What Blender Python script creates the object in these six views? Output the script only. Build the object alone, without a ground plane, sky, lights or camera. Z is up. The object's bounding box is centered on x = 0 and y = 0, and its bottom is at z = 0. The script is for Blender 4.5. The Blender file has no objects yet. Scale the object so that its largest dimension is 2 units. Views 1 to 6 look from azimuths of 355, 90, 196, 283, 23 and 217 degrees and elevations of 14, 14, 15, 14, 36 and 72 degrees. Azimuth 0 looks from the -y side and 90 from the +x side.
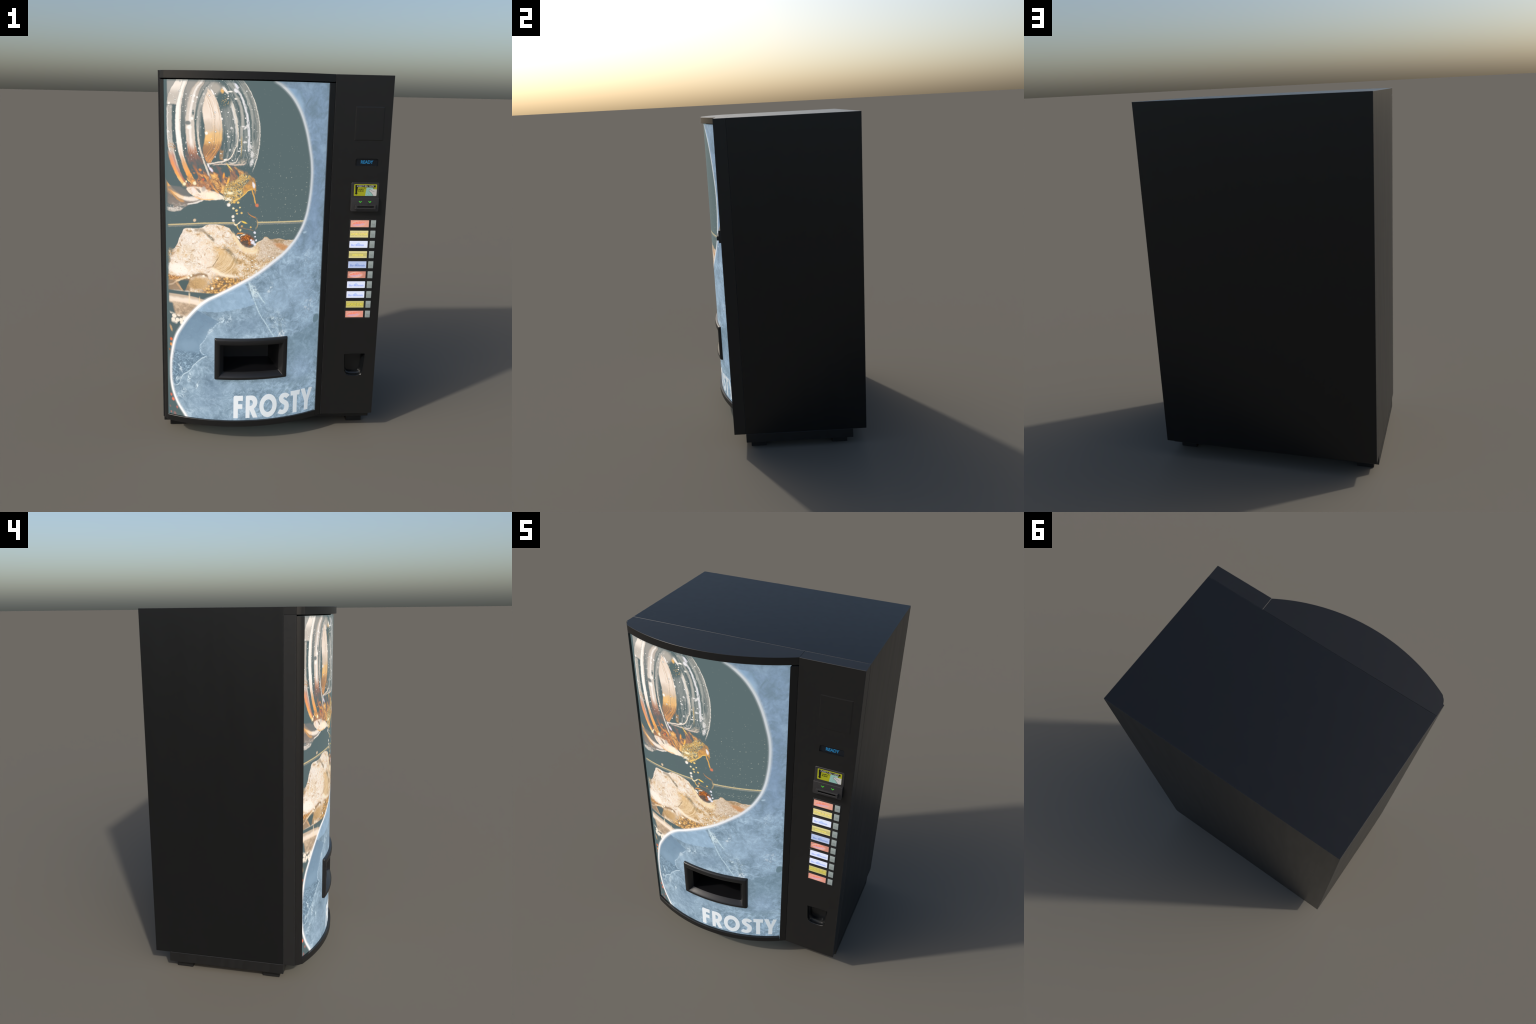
import bpy, bmesh, math, random
from mathutils import Vector

random.seed(7)

# ---------------------------------------------------------------- dimensions
CX, CY, R = -0.163, 0.4205, 0.8894       # axis and radius of the bowed door front
RP = R - 0.0155                          # radius of the printed, back-lit sheet
XB = 0.603                               # half width of the cabinet
Y_BACK, Y_SEAM, Y_COL, Y_SKIRT = 0.4705, -0.2700, -0.3415, -0.3318
Z_BOT, Z_TOP = 0.100, 2.000
X_COL = 0.2985                           # seam between bowed door and control column


def bow_y(x, r=R):
    return CY - math.sqrt(r * r - (x - CX) ** 2)


# ---------------------------------------------------------------- node helper
def lin(c):
    return tuple((v / 255 / 12.92) if v <= 10.3 else ((v / 255 + 0.055) / 1.055) ** 2.4 for v in c)


class Sock:
    """A float socket with arithmetic that writes Math nodes."""
    tree = None

    def __init__(self, s):
        self.s = s

    @staticmethod
    def math(op, *args, clamp=False):
        n = Sock.tree.nodes.new('ShaderNodeMath')
        n.operation = op
        n.use_clamp = clamp
        for i, a in enumerate(args):
            if isinstance(a, Sock):
                Sock.tree.links.new(a.s, n.inputs[i])
            else:
                n.inputs[i].default_value = a
        return Sock(n.outputs[0])

    def __add__(a, b): return Sock.math('ADD', a, b)
    __radd__ = __add__
    def __sub__(a, b): return Sock.math('SUBTRACT', a, b)
    def __rsub__(a, b): return Sock.math('SUBTRACT', b, a)
    def __mul__(a, b): return Sock.math('MULTIPLY', a, b)
    __rmul__ = __mul__
    def __truediv__(a, b): return Sock.math('DIVIDE', a, b)
    def abs(a): return Sock.math('ABSOLUTE', a)
    def min(a, b): return Sock.math('MINIMUM', a, b)
    def max(a, b): return Sock.math('MAXIMUM', a, b)
    def pow(a, b): return Sock.math('POWER', a, b)


def step(e, lo, hi):
    """0 below lo, 1 above hi (lo > hi reverses)."""
    n = Sock.tree.nodes.new('ShaderNodeMapRange')
    n.interpolation_type = 'SMOOTHSTEP'
    n.clamp = False
    Sock.tree.links.new(e.s, n.inputs['Value'])
    a, b, c, d = (lo, hi, 0.0, 1.0) if lo < hi else (hi, lo, 1.0, 0.0)
    n.inputs['From Min'].default_value = a
    n.inputs['From Max'].default_value = b
    n.inputs['To Min'].default_value = c
    n.inputs['To Max'].default_value = d
    return Sock(n.outputs['Result'])


def fcurve(e, pts):
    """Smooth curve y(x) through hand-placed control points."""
    pts = sorted(pts)
    x0, x1 = pts[0][0], pts[-1][0]
    ys = [p[1] for p in pts]
    y0, y1 = min(ys), max(ys)
    dy = (y1 - y0) or 1.0
    t = (e - x0) * (1.0 / (x1 - x0))
    n = Sock.tree.nodes.new('ShaderNodeFloatCurve')
    m = n.mapping
    m.extend = 'HORIZONTAL'
    cp = m.curves[0].points
    norm = [((x - x0) / (x1 - x0), (y - y0) / dy) for x, y in pts]
    cp[0].location = norm[0]
    cp[1].location = norm[-1]
    for q in norm[1:-1]:
        cp.new(*q)
    for q in cp:
        q.handle_type = 'AUTO'
    m.update()
    Sock.tree.links.new(t.s, n.inputs['Value'])
    return Sock(n.outputs['Value']) * dy + y0


def combine(x, y, z=0.0):
    n = Sock.tree.nodes.new('ShaderNodeCombineXYZ')
    for i, a in enumerate((x, y, z)):
        if isinstance(a, Sock):
            Sock.tree.links.new(a.s, n.inputs[i])
        else:
            n.inputs[i].default_value = a
    return n.outputs[0]


def noise(x, y, scale, detail=2.0, rough=0.5, dist=0.0, off=0.0):
    vec = combine(x, y, off)
    n = Sock.tree.nodes.new('ShaderNodeTexNoise')
    n.noise_dimensions = '3D'
    Sock.tree.links.new(vec, n.inputs['Vector'])
    n.inputs['Scale'].default_value = scale
    n.inputs['Detail'].default_value = detail
    n.inputs['Roughness'].default_value = rough
    n.inputs['Distortion'].default_value = dist
    return Sock(n.outputs['Fac'])


def voronoi(x, y, scale, feature='F1', rnd=1.0):
    vec = combine(x, y)
    n = Sock.tree.nodes.new('ShaderNodeTexVoronoi')
    n.voronoi_dimensions = '2D'
    n.feature = feature
    Sock.tree.links.new(vec, n.inputs['Vector'])
    n.inputs['Scale'].default_value = scale
    n.inputs['Randomness'].default_value = rnd
    col = None
    if feature == 'F1':
        sep = Sock.tree.nodes.new('ShaderNodeSeparateColor')
        Sock.tree.links.new(n.outputs['Color'], sep.inputs[0])
        col = Sock(sep.outputs[0])
    return Sock(n.outputs['Distance']), col


class Layers:
    """Colour layers laid over each other with masks (colours given as sRGB 0-255)."""

    def __init__(self, base):
        n = Sock.tree.nodes.new('ShaderNodeRGB')
        n.outputs[0].default_value = (*lin(base), 1)
        self.c = n.outputs[0]

    def over(self, mask, col, amount=1.0):
        if amount != 1.0:
            mask = mask * amount
        n = Sock.tree.nodes.new('ShaderNodeMix')
        n.data_type = 'RGBA'
        n.clamp_factor = True
        Sock.tree.links.new(mask.s, n.inputs[0])
        Sock.tree.links.new(self.c, n.inputs[6])
        if isinstance(col, tuple):
            n.inputs[7].default_value = (*lin(col), 1)
        else:
            Sock.tree.links.new(col, n.inputs[7])
        self.c = n.outputs[2]


def ramp(e, stops):
    n = Sock.tree.nodes.new('ShaderNodeValToRGB')
    el = n.color_ramp.elements
    while len(el) < len(stops):
        el.new(0.5)
    for k, (p, c) in enumerate(stops):
        el[k].position = p
        el[k].color = (*lin(c), 1)
    Sock.tree.links.new(e.s, n.inputs[0])
    return n.outputs[0]


def new_mat(name):
    m = bpy.data.materials.new(name)
    m.use_nodes = True
    m.cycles.emission_sampling = 'NONE'
    Sock.tree = m.node_tree
    b = m.node_tree.nodes['Principled BSDF']
    return m, b


def plain(name, col, rough=0.5, spec=0.5, grain=0.0, grain_scale=(40, 40, 4), bump=0.0, coat=0.0, emit=0.0):
    """Painted / moulded surface: even colour with faint grain in tone and roughness."""
    m, b = new_mat(name)
    t = m.node_tree
    b.inputs['Base Color'].default_value = (*col, 1)
    b.inputs['Roughness'].default_value = rough
    b.inputs['Specular IOR Level'].default_value = spec
    b.inputs['Coat Weight'].default_value = coat
    if emit:
        b.inputs['Emission Color'].default_value = (*col, 1)
        b.inputs['Emission Strength'].default_value = emit
    if grain:
        tc = t.nodes.new('ShaderNodeTexCoord')
        mp = t.nodes.new('ShaderNodeMapping')
        mp.inputs['Scale'].default_value = grain_scale
        t.links.new(tc.outputs['Object'], mp.inputs[0])
        nz = t.nodes.new('ShaderNodeTexNoise')
        nz.inputs['Scale'].default_value = 1.0
        nz.inputs['Detail'].default_value = 6
        nz.inputs['Roughness'].default_value = 0.65
        t.links.new(mp.outputs[0], nz.inputs['Vector'])
        f = Sock(nz.outputs['Fac'])
        rr = (f - 0.5) * (grain * 2) + rough
        t.links.new(rr.s, b.inputs['Roughness'])
        mx = t.nodes.new('ShaderNodeMix')
        mx.data_type = 'RGBA'
        t.links.new(f.s, mx.inputs[0])
        mx.inputs[6].default_value = (*[c * (1 - grain) for c in col], 1)
        mx.inputs[7].default_value = (*[c * (1 + grain) for c in col], 1)
        t.links.new(mx.outputs[2], b.inputs['Base Color'])
        if bump:
            bp = t.nodes.new('ShaderNodeBump')
            bp.inputs['Strength'].default_value = bump
            bp.inputs['Distance'].default_value = 0.001
            t.links.new(f.s, bp.inputs['Height'])
            t.links.new(bp.outputs[0], b.inputs['Normal'])
    return m


# Back-lit print: the sheet glows a little by itself and also takes daylight.
GLOW = lin((92, 109, 111))     # tone of the darkest print, lit from behind
K_BASE, K_EMIT = 0.95, 0.28


def backlit(m, b, display, daylight=None):
    """display: colour socket as seen in daylight; splits it in reflected and emitted parts."""
    t = m.node_tree
    def vm(op, a, c):
        n = t.nodes.new('ShaderNodeVectorMath')
        n.operation = op
        t.links.new(a, n.inputs[0])
        if isinstance(c, tuple):
            n.inputs[1].default_value = c
        else:
            t.links.new(c, n.inputs[1])
        return n.outputs[0]
    p = vm('MAXIMUM', vm('SUBTRACT', display, GLOW), (0, 0, 0))
    if daylight is not None:            # how strongly the bow faces the light where the tone was judged
        p = vm('DIVIDE', p, combine(daylight, daylight, daylight))
    base = vm('MINIMUM', vm('MULTIPLY', p, (K_BASE,) * 3), (0.92, 0.92, 0.92))
    low = vm('MINIMUM', display, GLOW)
    em = vm('ADD', vm('MULTIPLY', p, (K_EMIT,) * 3), low)
    t.links.new(base, b.inputs['Base Color'])
    t.links.new(em, b.inputs['Emission Color'])
    b.inputs['Emission Strength'].default_value = 1.0
    b.inputs['Roughness'].default_value = 0.35
    b.inputs['Specular IOR Level'].default_value = 0.15


def backlit_plain(name, col):
    m, b = new_mat(name)
    L = Layers(col)
    backlit(m, b, L.c)
    return m


# ---------------------------------------------------------------- the printed sheet
# Coordinates on the sheet: u = arc length from the axis of the bow, z = height (metres).
SHEET_IN = ('u0', 'z0', 'u', 'z', 'fine', 'mid', 'broad')
GRAIN_IN = ('streak', 'streak2', 'sL', 'sg', 'sw', 'rough_ice', 'bowl', 'smoke', 'swirl', 'rip', 'dustA', 'dustAc', 'dustB', 'dustBc', 'sv', 'sc', 'fd', 'bub', 'bc', 'gv', 'blur')


def group_tree(name, ins, outs):
    g = bpy.data.node_groups.new(name, 'ShaderNodeTree')
    for n in ins:
        g.interface.new_socket(name=n, in_out='INPUT', socket_type='NodeSocketColor' if n == 'Color' else 'NodeSocketFloat')
    for n in outs:
        g.interface.new_socket(name=n, in_out='OUTPUT', socket_type='NodeSocketColor' if n == 'Color' else 'NodeSocketFloat')
    gi = g.nodes.new('NodeGroupInput')
    go = g.nodes.new('NodeGroupOutput')
    return g, gi, go


def make_spot_group():
    """Soft ellipse: 1 inside, 0 outside."""
    g, gi, go = group_tree('soft_spot', ('u', 'z', 'cu', 'cz', 'iru', 'irz', 'cos', 'sin', 'lo', 'hi'), ('mask',))
    Sock.tree = g
    u, z, cu, cz, iru, irz, c, s, lo, hi = (Sock(gi.outputs[k]) for k in range(10))
    du, dz = u - cu, z - cz
    p = (du * c + dz * s) * iru
    q = (dz * c - du * s) * irz
    d = Sock.math('SQRT', p * p + q * q)
    n = g.nodes.new('ShaderNodeMapRange')
    n.interpolation_type = 'SMOOTHSTEP'
    n.clamp = False
    for a, b in ((d, 'Value'), (lo, 'From Min'), (hi, 'From Max')):
        g.links.new(a.s, n.inputs[b])
    n.inputs['To Min'].default_value = 1.0
    n.inputs['To Max'].default_value = 0.0
    g.links.new(n.outputs['Result'], go.inputs[0])
    return g


def make_print():
    spot_group = make_spot_group()
    sections = []
    u0 = z0 = u = z = fine = mid = broad = None
    nz = {}
    L = Layers.__new__(Layers)

    def finish():
        if sections:
            g, go = sections[-1]
            g.links.new(L.c, go.inputs[0])

    def begin(name):
        nonlocal u0, z0, u, z, fine, mid, broad
        finish()
        g, gi, go = group_tree(name, ('Color',) + SHEET_IN + GRAIN_IN, ('Color',))
        Sock.tree = g
        L.c = gi.outputs[0]
        # a shift far below a pixel, read off the colour so far: it makes the renderer finish one
        # section before the next, so that it never has to hold too many masks at once
        sep = g.nodes.new('ShaderNodeSeparateColor')
        g.links.new(gi.outputs[0], sep.inputs[0])
        tiny = Sock(sep.outputs[0]) * 1e-9 + 1e-6 * (len(sections) + 1)
        for k, n in enumerate(GRAIN_IN):
            nz[n] = Sock(gi.outputs[k + 8]) + tiny
        u0, z0, u, z = (Sock(gi.outputs[k + 1]) + tiny for k in range(4))
        fine, mid, broad = (Sock(gi.outputs[k + 5]) + tiny for k in range(3))
        sections.append((g, go))

    def zwin(a, bb, soft=0.012):
        return step(z, a - soft, a + soft) * step(z, bb + soft, bb - soft)

    def uwin(a, bb, soft=0.012):
        return step(u, a - soft, a + soft) * step(u, bb + soft, bb - soft)

    def at_z(pts):                      # u as a function of height
        return fcurve(z, [(q, p) for p, q in pts])

    def at_u(pts):                      # height as a function of u
        return fcurve(u, pts)

    def stroke(pts, w, soft=0.003, end=0.012):
        zs = [q for _, q in pts]
        return step((u - at_z(pts)).abs(), w + soft, max(w - soft, 0)) * zwin(min(zs), max(zs), end)

    def hstroke(pts, w, soft=0.003, end=0.008):
        us = [p for p, _ in pts]
        return step((z - at_u(pts)).abs(), w + soft, max(w - soft, 0)) * uwin(min(us), max(us), end)

    def band(lp_, rp_, soft=0.003, end=0.010):
        zs = [q for _, q in lp_ + rp_]
        return step(u - at_z(lp_), -soft, soft) * step(u - at_z(rp_), soft, -soft) * zwin(min(zs), max(zs), end)

    def hband(top, bot, soft=0.003, end=0.006):
        us = [p for p, _ in top + bot]
        return step(z - at_u(top), soft, -soft) * step(z - at_u(bot), -soft, soft) * uwin(min(us), max(us), end)

    def spot(cu, cz, ru, rz, rot=0.0, soft=0.35, raw=False):
        n = Sock.tree.nodes.new('ShaderNodeGroup')
        n.node_tree = spot_group
        Sock.tree.links.new((u0 if raw else u).s, n.inputs[0])
        Sock.tree.links.new((z0 if raw else z).s, n.inputs[1])
        for k, v in enumerate((cu, cz, 1 / ru, 1 / rz, math.cos(math.radians(rot)), math.sin(math.radians(rot)), 1 - soft, 1 + soft)):
            n.inputs[k + 2].default_value = v
        return Sock(n.outputs[0])

    begin('dark_background_and_far_glass')
    # --- dust of droplets in the dark background
    vd, vc = nz['dustA'], nz['dustAc']
    dens = step(z0, 1.75, 1.40) * step(u0, -0.05, 0.15) * 0.45 + 0.05
    L.over(step(vd, 0.17, 0.05) * step(vc, 0.80, 1.0) * dens, (190, 198, 180))
    vd, vc = nz['dustB'], nz['dustBc']
    L.over(step(vd, 0.12, 0.02) * step(vc, 0.55, 1.0) * dens, (225, 225, 205))

    # --- bottle neck, lying towards us on the left
    r0l = [(-0.358, 1.958), (-0.364, 1.945), (-0.393, 1.903), (-0.410, 1.853), (-0.414, 1.778), (-0.414, 1.703), (-0.409, 1.639), (-0.398, 1.591), (-0.381, 1.532), (-0.358, 1.476), (-0.330, 1.436)]
    edge = [(-0.018, 1.956), (0.013, 1.916), (0.036, 1.870), (0.056, 1.809), (0.069, 1.740), (0.071, 1.691), (0.065, 1.615), (0.055, 1.571), (0.043, 1.533), (0.036, 1.510)]
    L.over(step(u0, -0.412, -0.405) * step(u - at_z(r0l[:5]), 0.004, -0.004) * step(z, 1.80, 1.92), (168, 168, 164))
    d_edge = at_z(edge) - u                                     # distance in from the right edge
    inside = step(d_edge, -0.002, 0.003) * step(u - at_z(r0l), -0.002, 0.003) * zwin(1.545, 2.0)
    streak, streak2 = nz['streak'], nz['streak2']
    right = inside * step(u, -0.135, -0.09)
    L.over(right * step(streak, 0.46, 0.62), (150, 156, 153), 0.75)
    L.over(right * step(streak2, 0.56, 0.68), (186, 186, 180), 0.6)
    L.over(spot(-0.093, 1.775, 0.026, 0.075, 8, 0.8), (150, 155, 152), 0.7)
    L.over(step(d_edge, 0.034, 0.022) * step(d_edge, -0.002, 0.003) * zwin(1.58, 2.0), (156, 157, 151), 0.75)
    L.over(step((d_edge - 0.022).abs(), 0.006, 0.002) * zwin(1.66, 1.90, 0.03), (118, 128, 127), 0.8)
    L.over(step(d_edge, 0.0075, 0.004) * step(d_edge, -0.001, 0.002) * zwin(1.525, 1.95, 0.02) * step(fine, 0.30, 0.5), (214, 210, 200))
    ringr3 = [(-0.027, 1.927), (0.004, 1.867), (0.025, 1.794), (0.029, 1.740), (0.028, 1.678), (0.033, 1.640), (0.036, 1.600)]
    L.over(stroke(ringr3, 0.0065, 0.004, 0.03), (170, 172, 166), 0.9)
    ringm = [(-0.064, 1.897), (-0.038, 1.854), (-0.023, 1.801), (-0.019, 1.752), (-0.024, 1.714), (-0.023, 1.664), (-0.025, 1.600)]
    L.over(stroke(ringm, 0.007, 0.005, 0.04) * step(z, 1.60, 1.72), (186, 184, 176), 0.85)
    L.over(stroke(ringm, 0.003, 0.002, 0.03) * step(z, 1.70, 1.66), (196, 172, 120), 0.8)
    ringr2 = [(-0.066, 1.940), (-0.057, 1.924), (-0.031, 1.886), (-0.011, 1.838), (0.003, 1.789), (0.010, 1.740), (0.013, 1.690), (0.013, 1.620)]
    L.over(stroke(ringr2, 0.0055, 0.003, 0.02) * step(streak2, 0.30, 0.46), (226, 226, 228))
    L.over(stroke([(p + 0.013, q) for p, q in ringr2], 0.0045, 0.003, 0.03), (96, 113, 114), 0.9)
    ringr1 = [(-0.117, 1.920), (-0.089, 1.880), (-0.068, 1.832), (-0.052, 1.776), (-0.044, 1.726), (-0.041, 1.689), (-0.048, 1.639), (-0.056, 1.626), (-0.068, 1.595), (-0.091, 1.572)]
    L.over(stroke([(p - 0.001 * k, q) for k, (p, q) in enumerate(ringr1)], 0.0085, 0.004, 0.015) * step(streak2, 0.28, 0.46) * step(z, 1.60, 1.80), (228, 224, 218))
    L.over(stroke(ringr1, 0.0035, 0.002, 0.008), (222, 214, 200), 0.9)
    begin('bottle_mouth_top')
    streak2 = nz['streak2']
    # top of the mouth: grey swirl, white glints, dark hole
    L.over(spot(-0.155, 1.915, 0.032, 0.030, -30, 0.5), (190, 184, 174), 0.85)
    L.over(spot(-0.112, 1.865, 0.040, 0.042, -25, 0.35), (92, 110, 111))
    L.over(spot(-0.070, 1.930, 0.035, 0.012, -40, 0.6), (170, 172, 166), 0.8)
    L.over(spot(-0.121, 1.905, 0.008, 0.011, 0, 0.5), (232, 186, 118))
    L.over(spot(-0.105, 1.908, 0.020, 0.0065, -50, 0.4), (240, 236, 230))
    L.over(spot(-0.082, 1.903, 0.012, 0.004, 0, 0.4), (250, 246, 236))
    L.over(spot(-0.052, 1.930, 0.016, 0.0055, -55, 0.4), (232, 232, 242))
    L.over(spot(-0.054, 1.908, 0.012, 0.008, -40, 0.4), (236, 236, 240))
    L.over(spot(-0.054, 1.869, 0.008, 0.004, 0, 0.4), (236, 232, 222))
    sv, sc = nz['sv'], nz['sc']
    L.over(spot(-0.102, 1.855, 0.020, 0.024, 0, 0.5) * step(sv, 0.35, 0.2) * step(sc, 0.5, 0.6), (226, 190, 130))

    begin('glass_rings')
    # left wall of the neck, ring after ring
    r1l = [(-0.318, 1.958), (-0.326, 1.936), (-0.345, 1.879), (-0.358, 1.830), (-0.363, 1.780), (-0.364, 1.730), (-0.359, 1.667), (-0.346, 1.594), (-0.340, 1.578), (-0.324, 1.530), (-0.299, 1.479), (-0.272, 1.442)]
    r1r = [(-0.292, 1.958), (-0.299, 1.941), (-0.318, 1.892), (-0.331, 1.831), (-0.335, 1.768), (-0.335, 1.706), (-0.326, 1.630), (-0.323, 1.604), (-0.310, 1.559), (-0.285, 1.506), (-0.253, 1.452)]
    r2l = [(-0.242, 1.958), (-0.249, 1.947), (-0.283, 1.898), (-0.299, 1.841), (-0.309, 1.769), (-0.308, 1.712), (-0.303, 1.657), (-0.293, 1.596), (-0.280, 1.570)]
    r2r = [(-0.202, 1.958), (-0.210, 1.942), (-0.238, 1.894), (-0.254, 1.820), (-0.262, 1.758), (-0.260, 1.708), (-0.255, 1.646), (-0.244, 1.598), (-0.234, 1.570)]
    rim = [(-0.172, 1.943), (-0.212, 1.889), (-0.233, 1.833), (-0.244, 1.759), (-0.244, 1.709), (-0.234, 1.632), (-0.220, 1.583), (-0.202, 1.533), (-0.181, 1.480)]
    d1 = u - at_z(r1l)
    sL = nz['sL']
    # shoulder between outer edge and first ring
    sh = step(u - at_z(r0l), -0.002, 0.004) * step(d1, 0.002, -0.004) * zwin(1.46, 2.0)
    top = fcurve(z, [(1.80, 0.0), (1.84, 0.45), (1.88, 0.35), (1.92, 0.85), (1.96, 1.0)])
    L.over(sh * step(z, 1.832, 1.842), ramp(top + (broad - 0.5) * 0.4, [(0.0, (176, 172, 164)), (0.45, (214, 206, 196)), (1.0, (250, 242, 232))]))
    low0 = sh * step(z, 1.838, 1.828)
    L.over(low0 * step(u - at_z([(p + 0.030 - 0.00002 * k, q) for k, (p, q) in enumerate(r0l)]), 0.006, -0.004), ramp(z * 1.6 - 1.98 + sL * 0.35, [(0.30, (240, 166, 112)), (0.52, (205, 178, 156)), (0.68, (226, 220, 210)), (0.95, (190, 186, 178))]))
    L.over(spot(-0.399, 1.842, 0.006, 0.006), (250, 246, 240))
    L.over(stroke([(-0.4085, 1.82), (-0.4085, 1.70), (-0.404, 1.64), (-0.396, 1.60)], 0.0035, 0.003), (250, 244, 236), 0.8)
    L.over(spot(-0.386, 1.63, 0.022, 0.014, -30, 0.5) * step(fine, 0.42, 0.55), (206, 160, 116), 0.8)
    # first ring, white then orange
    c1 = ramp((z - 1.44) * 2.2 + (sL - 0.5) * 0.20, [(0.0, (255, 214, 150)), (0.10, (252, 176, 92)), (0.24, (226, 176, 128)), (0.36, (246, 232, 218)), (0.50, (255, 252, 246)), (0.90, (255, 250, 242))])
    L.over(band(r1l, r1r, 0.004), c1)
    L.over(stroke([(p - 0.004, q) for p, q in r1r[:8]], 0.004, 0.003) * step(z, 1.64, 1.75), (214, 202, 190), 0.6)
    # groove
    g = band([(p + 0.003, q) for p, q in r1r[:8]], r2l[:8], 0.004) * zwin(1.66, 2.0, 0.03)
    L.over(g * step(z, 1.66, 1.90), (172, 168, 162), 0.8)
    L.over(stroke([(p + 0.012, q) for p, q in r1r[2:7]], 0.005, 0.005, 0.04), (108, 121, 122), 0.7)
    begin('second_glass_ring')
    sL = nz['sL']
    # second ring
    c2 = ramp((z - 1.56) * 2.3 + (sL - 0.5) * 0.5, [(0.0, (128, 104, 96)), (0.12, (190, 140, 112)), (0.22, (228, 214, 200)), (0.55, (206, 200, 192)), (0.85, (190, 180, 170))])
    L.over(band(r2l, r2r, 0.004, 0.02), c2)
    L.over(stroke([(p + 0.024, q) for p, q in r2l], 0.0065, 0.004, 0.02) * step(z, 1.60, 1.66), (250, 244, 238), 0.85)
    L.over(stroke([(p + 0.012, q) for p, q in r2l[:6]], 0.005, 0.004, 0.02), (222, 212, 200), 0.8)
    L.over(spot(-0.296, 1.748, 0.016, 0.010, 0, 0.4), (112, 122, 122), 0.9)
    L.over(spot(-0.289, 1.727, 0.013, 0.009, 0, 0.5), (255, 252, 246))
    L.over(spot(-0.268, 1.800, 0.0055, 0.013, 0, 0.4), (112, 124, 124))
    L.over(spot(-0.274, 1.770, 0.007, 0.008, 0, 0.5), (255, 252, 246))
    for cu, cz, rr in ((-0.262, 1.880, .005), (-0.268, 1.853, .005), (-0.247, 1.873, .0045), (-0.214, 1.889, .006), (-0.224, 1.842, .005), (-0.236, 1.625, .006), (-0.406, 1.702, .006), (-0.124, 1.772, .006)):
        L.over(spot(cu, cz, rr, rr, 0, 0.5, True), (254, 252, 248))
    # lip facing us: grey fan at the top, thin bright line below
    L.over(band([(p + 0.002, q) for p, q in r2r[:5]], [(p - 0.003, q) for p, q in rim[:4]], 0.004) * step(z, 1.74, 1.86), (180, 178, 172), 0.55)
    L.over(stroke([(p - 0.010, q) for p, q in rim[:6]], 0.004, 0.003, 0.03), (96, 113, 114), 0.75)
    L.over(stroke(rim, 0.0048, 0.003, 0.02) * step(z, 1.77, 1.70), (226, 214, 200), 0.95)
    L.over(stroke([(p + 0.004, q) for p, q in rim[:5]], 0.010, 0.006, 0.03), (196, 192, 185), 0.75)
    L.over(stroke([(p + 0.012, q) for p, q in rim[2:6]], 0.005, 0.004, 0.03), (112, 124, 124), 0.6)
    begin('glow_in_neck')
    # inside of the neck: cream to amber glow
    gl = [(-0.195, 1.899), (-0.215, 1.843), (-0.220, 1.809), (-0.215, 1.772), (-0.207, 1.722), (-0.207, 1.685), (-0.215, 1.639), (-0.218, 1.616), (-0.207, 1.579), (-0.199, 1.556)]
    gr = [(-0.187, 1.912), (-0.157, 1.878), (-0.139, 1.835), (-0.123, 1.762), (-0.119, 1.700), (-0.127, 1.637), (-0.142, 1.611), (-0.176, 1.560)]
    dgr = at_z(gr) - u
    sg = nz['sg']
    cg = ramp((z - 1.55) * 2.75 + (mid - 0.5) * 0.12, [(0.0, (216, 158, 116)), (0.14, (158, 124, 98)), (0.24, (176, 136, 100)), (0.31, (244, 196, 128)), (0.41, (240, 200, 140)), (0.47, (218, 200, 180)), (0.62, (246, 232, 218)), (0.80, (238, 222, 206)), (1.0, (228, 206, 184))])
    glow = band(gl, gr, 0.004)
    L.over(glow, cg)
    L.over(glow * step(dgr, 0.062, 0.048) * step(sg, 0.46, 0.60), ramp((z - 1.55) * 2.75, [(0.15, (232, 168, 96)), (0.40, (222, 186, 140)), (0.7, (250, 238, 226))]), 0.75)
    L.over(glow * step(dgr, 0.062, 0.048) * step(sg, 0.50, 0.36), ramp((z - 1.55) * 2.75, [(0.15, (150, 118, 92)), (0.45, (190, 166, 138)), (0.8, (206, 184, 160))]), 0.7)
    L.over(glow * spot(-0.192, 1.735, 0.022, 0.030, 10, 0.6), (212, 196, 178), 0.6)
    L.over(spot(-0.199, 1.700, 0.007, 0.007, 0, 0.5), (255, 252, 246))
    L.over(spot(-0.170, 1.900, 0.016, 0.0035, -55, 0.4), (250, 246, 242))
    L.over(band([(-0.131, 1.62), (-0.130, 1.56)], [(-0.112, 1.62), (-0.118, 1.56)], 0.006) * step(mid, 0.35, 0.6), (206, 156, 98), 0.8)
    # glints on the far wall
    for cu, cz, ru, rz, rot in ((0.000, 1.735, .016, .006, 40), (-0.017, 1.737, .008, .004, 0), (-0.074, 1.728, .006, .006, 0), (-0.088, 1.685, .008, .005, -20), (-0.005, 1.660, .009, .005, 0),
                                (0.020, 1.637, .012, .010, 0), (0.016, 1.622, .008, .006, 30), (0.030, 1.560, .008, .018, -15), (-0.035, 1.615, .008, .003, 10), (-0.080, 1.620, .004, .006, 0), (0.030, 1.600, .007, .016, 0)):
        L.over(spot(cu, cz, ru, rz, rot, 0.5) * step(fine, 0.32, 0.5), (236, 234, 232), 0.9)
    L.over(band([(0.012, 1.66), (0.014, 1.60), (0.018, 1.55)], [(0.020, 1.66), (0.050, 1.60), (0.046, 1.55)], 0.006) * step(fine, 0.52, 0.60), (208, 206, 200), 0.8)
    begin('drink_surface')
    glass = step(u - at_z(r0l), 0.0, 0.006) * step(u - at_z(edge), 0.0, -0.006) * zwin(1.56, 2.0, 0.02)
    dd = nz['dustB'] + (fine - .5) * 0.10
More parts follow.
